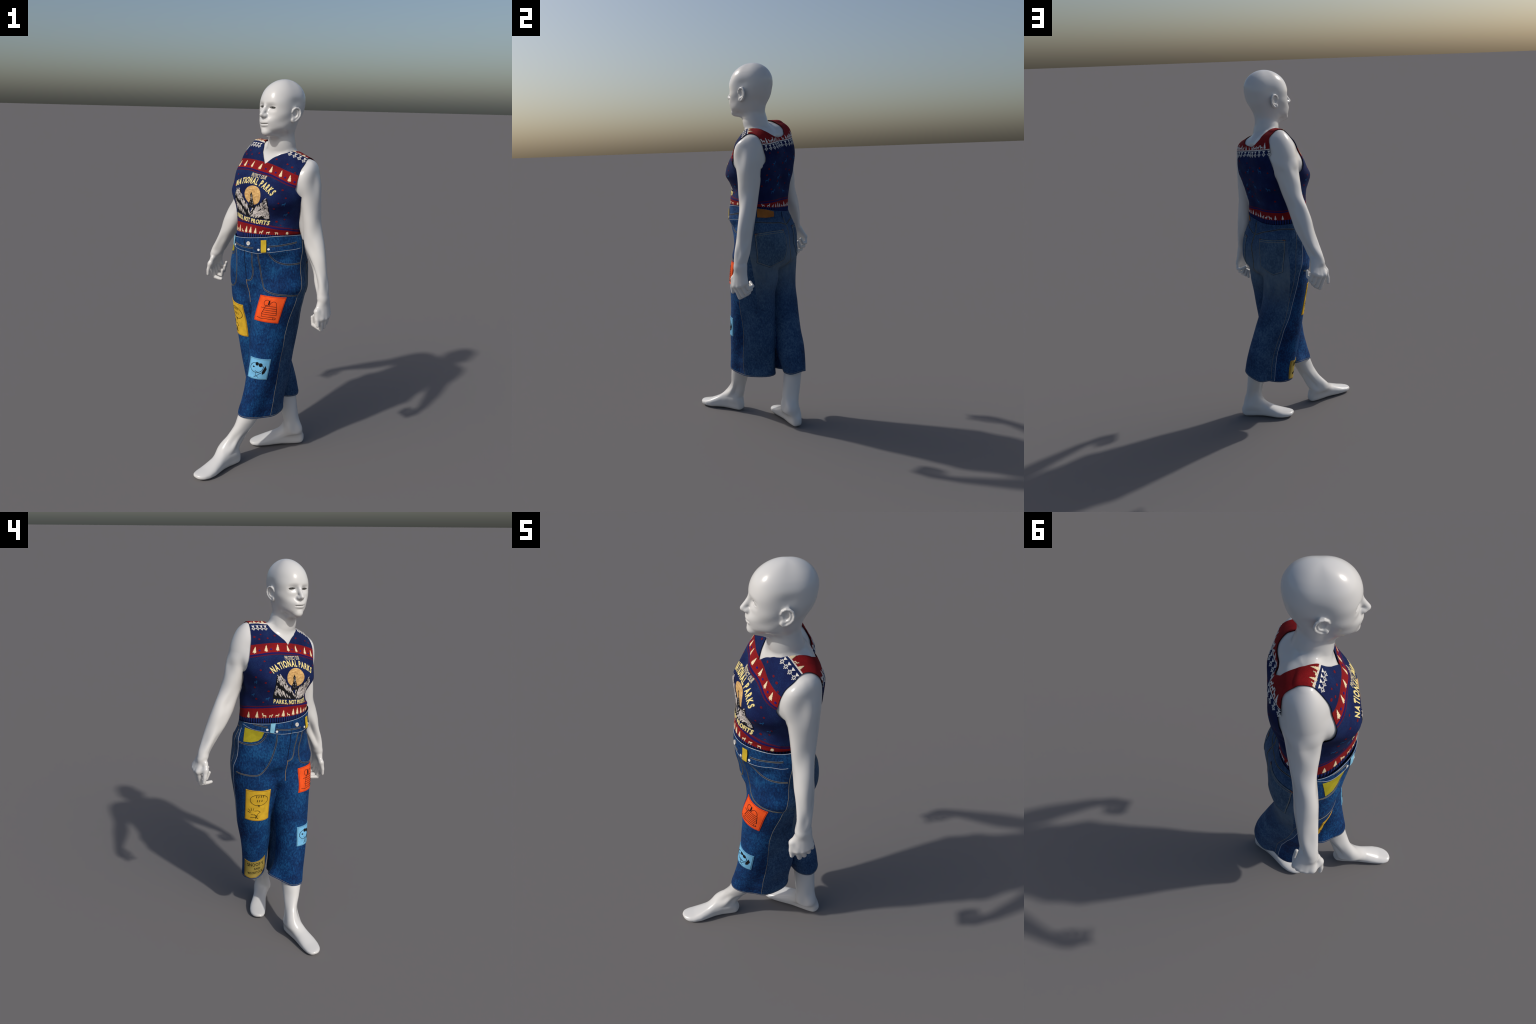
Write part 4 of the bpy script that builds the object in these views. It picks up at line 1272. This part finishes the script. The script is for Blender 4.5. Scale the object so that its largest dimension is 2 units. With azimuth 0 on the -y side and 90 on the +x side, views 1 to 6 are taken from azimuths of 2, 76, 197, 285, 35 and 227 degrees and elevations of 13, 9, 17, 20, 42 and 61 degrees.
waist_line = []
for a in np.linspace(-175, 20, 40):
    x, y = 0.012 + 0.19 * math.cos(math.radians(a)), -0.005 + 0.165 * math.sin(math.radians(a))
    p = np.array([[x, y, 1.2]]); p[0, 2] = waist_height(p)[0] - 0.002
    waist_line.append(tuple(p[0]))
seam(waist_line, 0.0024, WHITE_LINE, lift=0.0012)  # bright highlight of the waist edge, put on as a pale ribbon
seam([(-0.180, -0.018, 1.199), (-0.165, -0.067, 1.186), (-0.135, -0.107, 1.178), (-0.104, -0.131, 1.172), (-0.065, -0.150, 1.166), (-0.020, -0.165, 1.161),
      (0.030, -0.170, 1.159), (0.090, -0.152, 1.158), (0.151, -0.117, 1.168), (0.185, -0.074, 1.175), (0.206, -0.017, 1.180), (0.213, 0.023, 1.185)], 0.0018, WHITE_LINE)  # copies a white texture artifact, no sewn seam here
double([(0.077, -0.162, 1.183), (0.040, -0.168, 1.182), (0.011, -0.171, 1.182), (-0.025, -0.164, 1.184), (-0.065, -0.149, 1.189)])
double([(0.144, -0.120, 1.197), (0.182, -0.072, 1.203), (0.209, 0.005, 1.215)])
double([(-0.156, -0.073, 1.210), (-0.101, -0.126, 1.198)])
seam([(0.018, -0.167, 1.218), (0.016, -0.168, 1.150), (0.012, -0.148, 1.065), (0.011, -0.128, 1.010)], 0.0042, DARK_SEAM_SHADE)
seam([(0.011, -0.128, 1.010), (0.012, -0.118, 0.970), (0.016, -0.112, 0.920), (0.018, -0.112, 0.885)], 0.0026, GOLD_THREAD)
double([(0.064, -0.162, 1.154), (0.058, -0.153, 1.097), (0.055, -0.142, 1.049), (0.038, -0.125, 1.016), (0.014, -0.128, 1.004)])
double([(0.095, -0.148, 1.157), (0.096, -0.137, 1.103), (0.100, -0.134, 1.048), (0.108, -0.126, 0.990), (0.120, -0.123, 0.972), (0.146, -0.114, 0.963), (0.178, -0.096, 0.956), (0.213, -0.053, 0.952), (0.229, 0.004, 0.947)])
double([(0.145, -0.121, 1.165), (0.148, -0.106, 1.142), (0.164, -0.082, 1.119), (0.189, -0.052, 1.107), (0.207, -0.015, 1.105), (0.215, 0.025, 1.108)])
double([(-0.206, -0.024, 1.112), (-0.189, -0.063, 1.105), (-0.165, -0.090, 1.106), (-0.137, -0.110, 1.117), (-0.118, -0.122, 1.138), (-0.106, -0.130, 1.168)])
double([(-0.060, -0.152, 1.160), (-0.062, -0.148, 1.110), (-0.072, -0.134, 1.052), (-0.088, -0.118, 0.998), (-0.113, -0.108, 0.956), (-0.143, -0.100, 0.937), (-0.188, -0.075, 0.938), (-0.223, -0.018, 0.948)])
def seam_line(leg, z0, z1, dy=0.0):
    """Points down the side seam of one leg."""
    out = []
    for z in np.linspace(z0, z1, 26):
        fld = LEGL if leg > 0 else LEGR
        p = np.array([[0.5 * leg, 0.0, z]])
        y = np.interp(z, *SEAMS[leg]) + dy
        xs = np.linspace(0.30 * leg, 0.0, 301)
        P = np.stack([xs, np.full(301, y), np.full(301, z)], 1)
        i = np.argmax(PANTS.at(P) < 0)
        out.append(tuple(P[i]))
    return out
SEAMS = {1: ([0.28, 0.39, 0.46, 0.55, 0.65, 0.73, 0.80, 0.865, 0.94, 1.016, 1.13, 1.24], [-0.069, -0.063, -0.053, -0.045, -0.045, -0.044, -0.033, -0.014, 0.008, 0.026, 0.031, 0.050]),
         -1: ([0.28, 0.35, 0.47, 0.60, 0.68, 0.82, 0.947, 1.03, 1.12, 1.22], [0.124, 0.117, 0.105, 0.082, 0.055, 0.029, 0.005, -0.020, -0.022, -0.010])}
seam(seam_line(1, 1.22, 0.285), 0.0022, THREAD)
seam(seam_line(-1, 1.18, 0.275), 0.0026, WHITE_LINE)
seam([(-0.187, 0.004, 1.166), (-0.214, 0.015, 1.096), (-0.225, 0.029, 0.983), (-0.218, 0.041, 0.888), (-0.196, 0.058, 0.787), (-0.174, 0.077, 0.669), (-0.132, 0.114, 0.509), (-0.101, 0.130, 0.397), (-0.091, 0.138, 0.284)], 0.0018, THREAD)
double([(0.199, 0.078, 1.163), (0.136, 0.127, 1.157), (0.060, 0.146, 1.146), (0.000, 0.154, 1.134), (-0.060, 0.143, 1.152), (-0.124, 0.117, 1.171), (-0.164, 0.069, 1.181), (-0.185, 0.012, 1.176)])
double([(0.008, 0.140, 1.195), (0.000, 0.154, 1.134), (0.003, 0.183, 1.068), (-0.002, 0.176, 1.004), (-0.006, 0.165, 0.955), (-0.004, 0.140, 0.910)])

def panel(name, outline3d, mat, lift=0.0018, border=None, bw=0.0016, inset=0.006, step=0.008, up=(0, 0, 1)):
    P = np.array(outline3d, float); c = P.mean(0)
    h = PANTS_TREE.find_nearest(Vector(c))
    n = np.cross(P[len(P)//2] - P[0], P[(3*len(P))//4] - P[len(P)//4]); n /= np.linalg.norm(n)
    if n @ np.array(h[1]) < 0:
        n = -n
    u = np.array(up, float); u = u - n * (u @ n); u /= np.linalg.norm(u)
    fr = Frame(c, np.cross(u, n), u, n, PANTS, PANTS_TREE)
    o2 = fr.to2d(P)
    ob = piece(name, fr, *fill2d(o2, step), mat, lift, parent=culottes)
    if border is not None:
        m = o2.mean(0)
        k = 1 - inset / np.mean(np.linalg.norm(o2 - m, axis=1))
        piece("stitching_and_painted_line", fr, *stroke2d(m + (o2 - m) * k, bw, 0.006, True), border, lift + 0.0008, parent=culottes)
    return fr, o2, ob

def pocket(o):
    fr, o2, ob = panel("back_pocket", o, DENIM_POCKET, 0.0016, THREAD, 0.0018, 0.004, 0.010)
    m = o2.mean(0); k = 0.86
    piece("stitching_and_painted_line", fr, *stroke2d(o2, 0.0024, 0.006, True), DARK_SEAM_SHADE, 0.0006, parent=culottes)
    top = sorted(o2, key=lambda p: -p[1])[:3]; top = sorted(top, key=lambda p: p[0])
    piece("stitching_and_painted_line", fr, *stroke2d([p - np.array([0, 0.013]) for p in top], 0.0018, 0.006), THREAD, 0.0026, parent=culottes)
    for p in (top[0], top[-1]):
        q_ = np.array(p) + np.array([0.006 if p is top[0] else -0.006, -0.003])
        piece("stitching_and_painted_line", fr, *stroke2d([q_ - [0.006, 0], q_ + [0.006, 0]], 0.003, 0.006), RUST_THREAD, 0.0030, parent=culottes)
RUST_THREAD = plain("rust_thread", (0.22, 0.08, 0.035), 0.9)
pocket([(0.209, 0.077, 1.105), (0.159, 0.139, 1.112), (0.061, 0.169, 1.112), (0.060, 0.185, 1.066), (0.058, 0.186, 1.009), (0.073, 0.174, 0.946), (0.153, 0.132, 0.916), (0.210, 0.085, 0.947), (0.210, 0.079, 1.026)])
pocket([(-0.060, 0.156, 1.120), (-0.069, 0.167, 1.032), (-0.079, 0.163, 0.966), (-0.156, 0.131, 0.932), (-0.199, 0.094, 0.953), (-0.199, 0.084, 1.041), (-0.192, 0.068, 1.129), (-0.146, 0.122, 1.125)])

# patches (their printed figures are plain stand-ins)
ORANGE = cloth("orange_patch", (0.78, 0.085, 0.012))
YELLOW = cloth("yellow_patch", (0.62, 0.38, 0.025))
SKY = cloth("sky_blue_patch", (0.17, 0.46, 0.72))
KHAKI = cloth("khaki_patch", (0.33, 0.25, 0.055))
LINING = cloth("olive_yellow_lining", (0.36, 0.31, 0.015))
LEATHER = cloth("brown_label", (0.33, 0.115, 0.022))
ORANGE_EDGE = plain("red_stitch", (0.45, 0.02, 0.006), 0.9)
YELLOW_EDGE = plain("ochre_stitch", (0.28, 0.13, 0.01), 0.9)
SKY_EDGE = plain("pale_stitch", (0.10, 0.22, 0.28), 0.9)

def patch(o, mat, edge, drawings):
    """Corner points UL, UR, LR, LL in 3D; drawings are strokes/fills in unit patch coordinates."""
    P = [np.array(p) for p in o]
    fr, o2, ob = panel("patch", o, mat, 0.0022, edge, 0.0014, 0.0045, 0.007)
    UL, UR, LR, LL = o2
    def uv(pts):
        return [tuple((1-y)*((1-x)*LL + x*LR) + y*((1-x)*UL + x*UR)) for x, y in pts]
    parts = []
    for d in drawings:
        if d[0] == 'line':
            parts.append(stroke2d(uv(d[1]), d[2] if len(d) > 2 else 0.0018, 0.005))
        elif d[0] == 'ring':
            parts.append(stroke2d(uv(d[1]), 0.0018, 0.005, True))
        else:
            parts.append(fill2d(uv(d[1]), 0.006))
    if parts:
        piece("patch_drawing", fr, *merge2d(parts), BLACK_INK, 0.0032, parent=culottes)
    return fr, uv, ob

patch([(0.098, -0.124, 0.941), (0.214, -0.054, 0.942), (0.193, -0.086, 0.808), (0.081, -0.144, 0.813)], ORANGE, ORANGE_EDGE, [
    ('line', [(0.36, 0.62), (0.78, 0.62), (0.84, 0.30), (0.26, 0.30), (0.36, 0.62)]), ('line', [(0.34, 0.54), (0.80, 0.54)]), ('line', [(0.32, 0.46), (0.81, 0.46)]),
    ('line', [(0.29, 0.38), (0.83, 0.38)]), ('ring', ellipse(0.36, 0.74, 0.10, 0.11, 18)), ('fill', ellipse(0.46, 0.75, 0.03, 0.10, 12)),
    ('line', ellipse(0.63, 0.64, 0.13, 0.17, 14, 0, 180)), ('line', [(0.18, 0.55), (0.32, 0.54)]), ('line', [(0.30, 0.30), (0.30, 0.20), (0.76, 0.22)]),
    ('line', [(0.10, 0.16), (0.30, 0.12), (0.50, 0.14), (0.80, 0.13)]), ('ring', ellipse(0.80, 0.17, 0.05, 0.04, 10))])
patch([(0.076, -0.157, 0.615), (0.170, -0.105, 0.614), (0.157, -0.119, 0.504), (0.069, -0.168, 0.507)], SKY, SKY_EDGE, [
    ('ring', ellipse(0.42, 0.56, 0.32, 0.24, 26)), ('fill', ellipse(0.42, 0.74, 0.08, 0.085, 14)), ('fill', ellipse(0.60, 0.70, 0.09, 0.095, 14)), ('line', [(0.42, 0.75), (0.60, 0.72), (0.76, 0.62)]),
    ('fill', [(0.82, 0.68), (0.90, 0.52), (0.84, 0.32), (0.74, 0.24), (0.72, 0.38), (0.78, 0.54)]), ('fill', ellipse(0.27, 0.58, 0.05, 0.035, 10)),
    ('line', ellipse(0.52, 0.45, 0.16, 0.10, 10, 200, 340)), ('line', [(0.40, 0.30), (0.48, 0.14), (0.58, 0.26), (0.72, 0.34)]), ('line', [(0.36, 0.10), (0.48, 0.16), (0.60, 0.08)])])
ticks = [('line', [(x, y), (x - 0.01, y - 0.07)], 0.003) for x, y in ((0.42, 0.84), (0.51, 0.84), (0.61, 0.85), (0.70, 0.85), (0.46, 0.70), (0.55, 0.70), (0.65, 0.70))]
patch([(-0.189, -0.061, 0.856), (-0.062, -0.100, 0.845), (-0.054, -0.062, 0.664), (-0.175, -0.025, 0.672)], YELLOW, YELLOW_EDGE, ticks + [
    ('ring', ellipse(0.53, 0.69, 0.36, 0.185, 30)), ('fill', [(0.48, 0.52), (0.56, 0.52), (0.54, 0.45)]),
    ('line', [(0.36, 0.33), (0.50, 0.34), (0.60, 0.29), (0.50, 0.24), (0.46, 0.14), (0.38, 0.20), (0.22, 0.20)]), ('line', [(0.20, 0.26), (0.10, 0.30)]), ('line', [(0.21, 0.30), (0.12, 0.38)]),
    ('line', [(0.25, 0.33), (0.22, 0.42)]), ('line', [(0.30, 0.34), (0.33, 0.42)]), ('line', [(0.20, 0.10), (0.36, 0.12), (0.52, 0.09)]), ('line', [(0.36, 0.22), (0.50, 0.08)]), ('line', [(0.44, 0.20), (0.40, 0.07)])])
fr, o2, ob = panel("patch", [(-0.143, 0.033, 0.393), (-0.123, -0.006, 0.382), (-0.085, -0.027, 0.394), (-0.050, -0.027, 0.418), (-0.044, -0.014, 0.330), (-0.061, -0.006, 0.293), (-0.089, -0.003, 0.277), (-0.119, 0.011, 0.272), (-0.138, 0.047, 0.281)],
                   KHAKI, 0.0022, YELLOW_EDGE, 0.0012, 0.004, 0.007)
for word, h, w, x, y, rot in (("SNOOPY", 0.021, 0.086, 0.002, 0.022, 8), ("AND", 0.015, 0.034, 0.010, -0.004, 4), ("WOODSTOCK", 0.015, 0.080, 0.000, -0.033, 10)):
    V, F = text2d(word, h, w, bold=0.0, gap=0.14)
    c_, s_ = math.cos(math.radians(rot)), math.sin(math.radians(rot))
    V = np.stack([V[:, 0]*c_ - V[:, 1]*s_ + x, V[:, 0]*s_ + V[:, 1]*c_ + y], 1)
    piece("lettering", fr, V, F, BLACK_INK, 0.0030, parent=culottes)
panel("pocket_lining", [(-0.178, -0.035, 1.186), (-0.159, -0.079, 1.180), (-0.119, -0.121, 1.172), (-0.130, -0.113, 1.143), (-0.146, -0.103, 1.126), (-0.170, -0.081, 1.117), (-0.194, -0.048, 1.117)], LINING, 0.0012)
panel("leather_label", [(0.182, 0.080, 1.236), (0.144, 0.115, 1.228), (0.098, 0.135, 1.214), (0.096, 0.134, 1.186), (0.146, 0.114, 1.184), (0.190, 0.085, 1.190)], LEATHER, 0.0030)
YELLOW_LOOP = cloth("yellow_loop", (0.60, 0.42, 0.03)); SKY_LOOP = cloth("sky_loop", (0.22, 0.50, 0.68)); BUTTON_MAT = plain("button_metal", (0.62, 0.58, 0.52), 0.35, Metallic=0.3)
CLIP_MAT = plain("white_tack", (0.75, 0.75, 0.74), 0.5)
panel("belt_loop", [(0.111, -0.142, 1.226), (0.133, -0.127, 1.229), (0.137, -0.129, 1.170), (0.115, -0.143, 1.166)], YELLOW_LOOP, 0.005, None, step=0.006)
panel("belt_loop", [(-0.085, -0.132, 1.228), (-0.064, -0.145, 1.229), (-0.075, -0.147, 1.170), (-0.093, -0.138, 1.174)], SKY_LOOP, 0.005, None, step=0.006)
panel("belt_loop", [(0.020, 0.139, 1.206), (0.010, 0.140, 1.206), (0.012, 0.146, 1.172), (0.022, 0.146, 1.172)], DENIM_BACK, 0.005, None, step=0.006)
for c in ((0.104, -0.150, 1.178), (0.146, -0.122, 1.184), (-0.104, -0.128, 1.186), (-0.062, -0.152, 1.178)):
    fr = Frame.at(PANTS, c, tree=PANTS_TREE)
    piece("rivet", fr, *fill2d(ellipse(0, 0, 0.0062, 0.0055, 14), 0.004), CLIP_MAT, 0.003, parent=culottes)
fr = Frame.at(PANTS, (0.047, -0.166, 1.203), tree=PANTS_TREE)
bt = piece("button", fr, *fill2d(ellipse(0, 0, 0.0105, 0.0105, 24), 0.005), BUTTON_MAT, 0.004, parent=culottes, under=0.005)
piece("button_rim", fr, *stroke2d(ellipse(0, 0, 0.0088, 0.0088, 24), 0.0028, 0.003, True), CLIP_MAT, 0.0050, parent=culottes)
# hem stitching
for leg, fld in ((1, LEGL), (-1, LEGR)):
    ring = []
    tab = np.array(LEG_LEFT if leg > 0 else LEG_RIGHT)[1]
    for a in np.linspace(0, 2 * math.pi, 60):
        d = np.array([math.cos(a), math.sin(a)])
        p = np.array([[tab[1] + d[0] * 0.1, tab[2] + d[1] * 0.1, 0.28]])
        for _ in range(8):
            e_ = fld(p)[0]; p[0, :2] -= d * e_
            p[0, 2] = hem_height(p)[0] + 0.006
        ring.append(tuple(p[0]))
    seam(ring, 0.0016, THREAD)
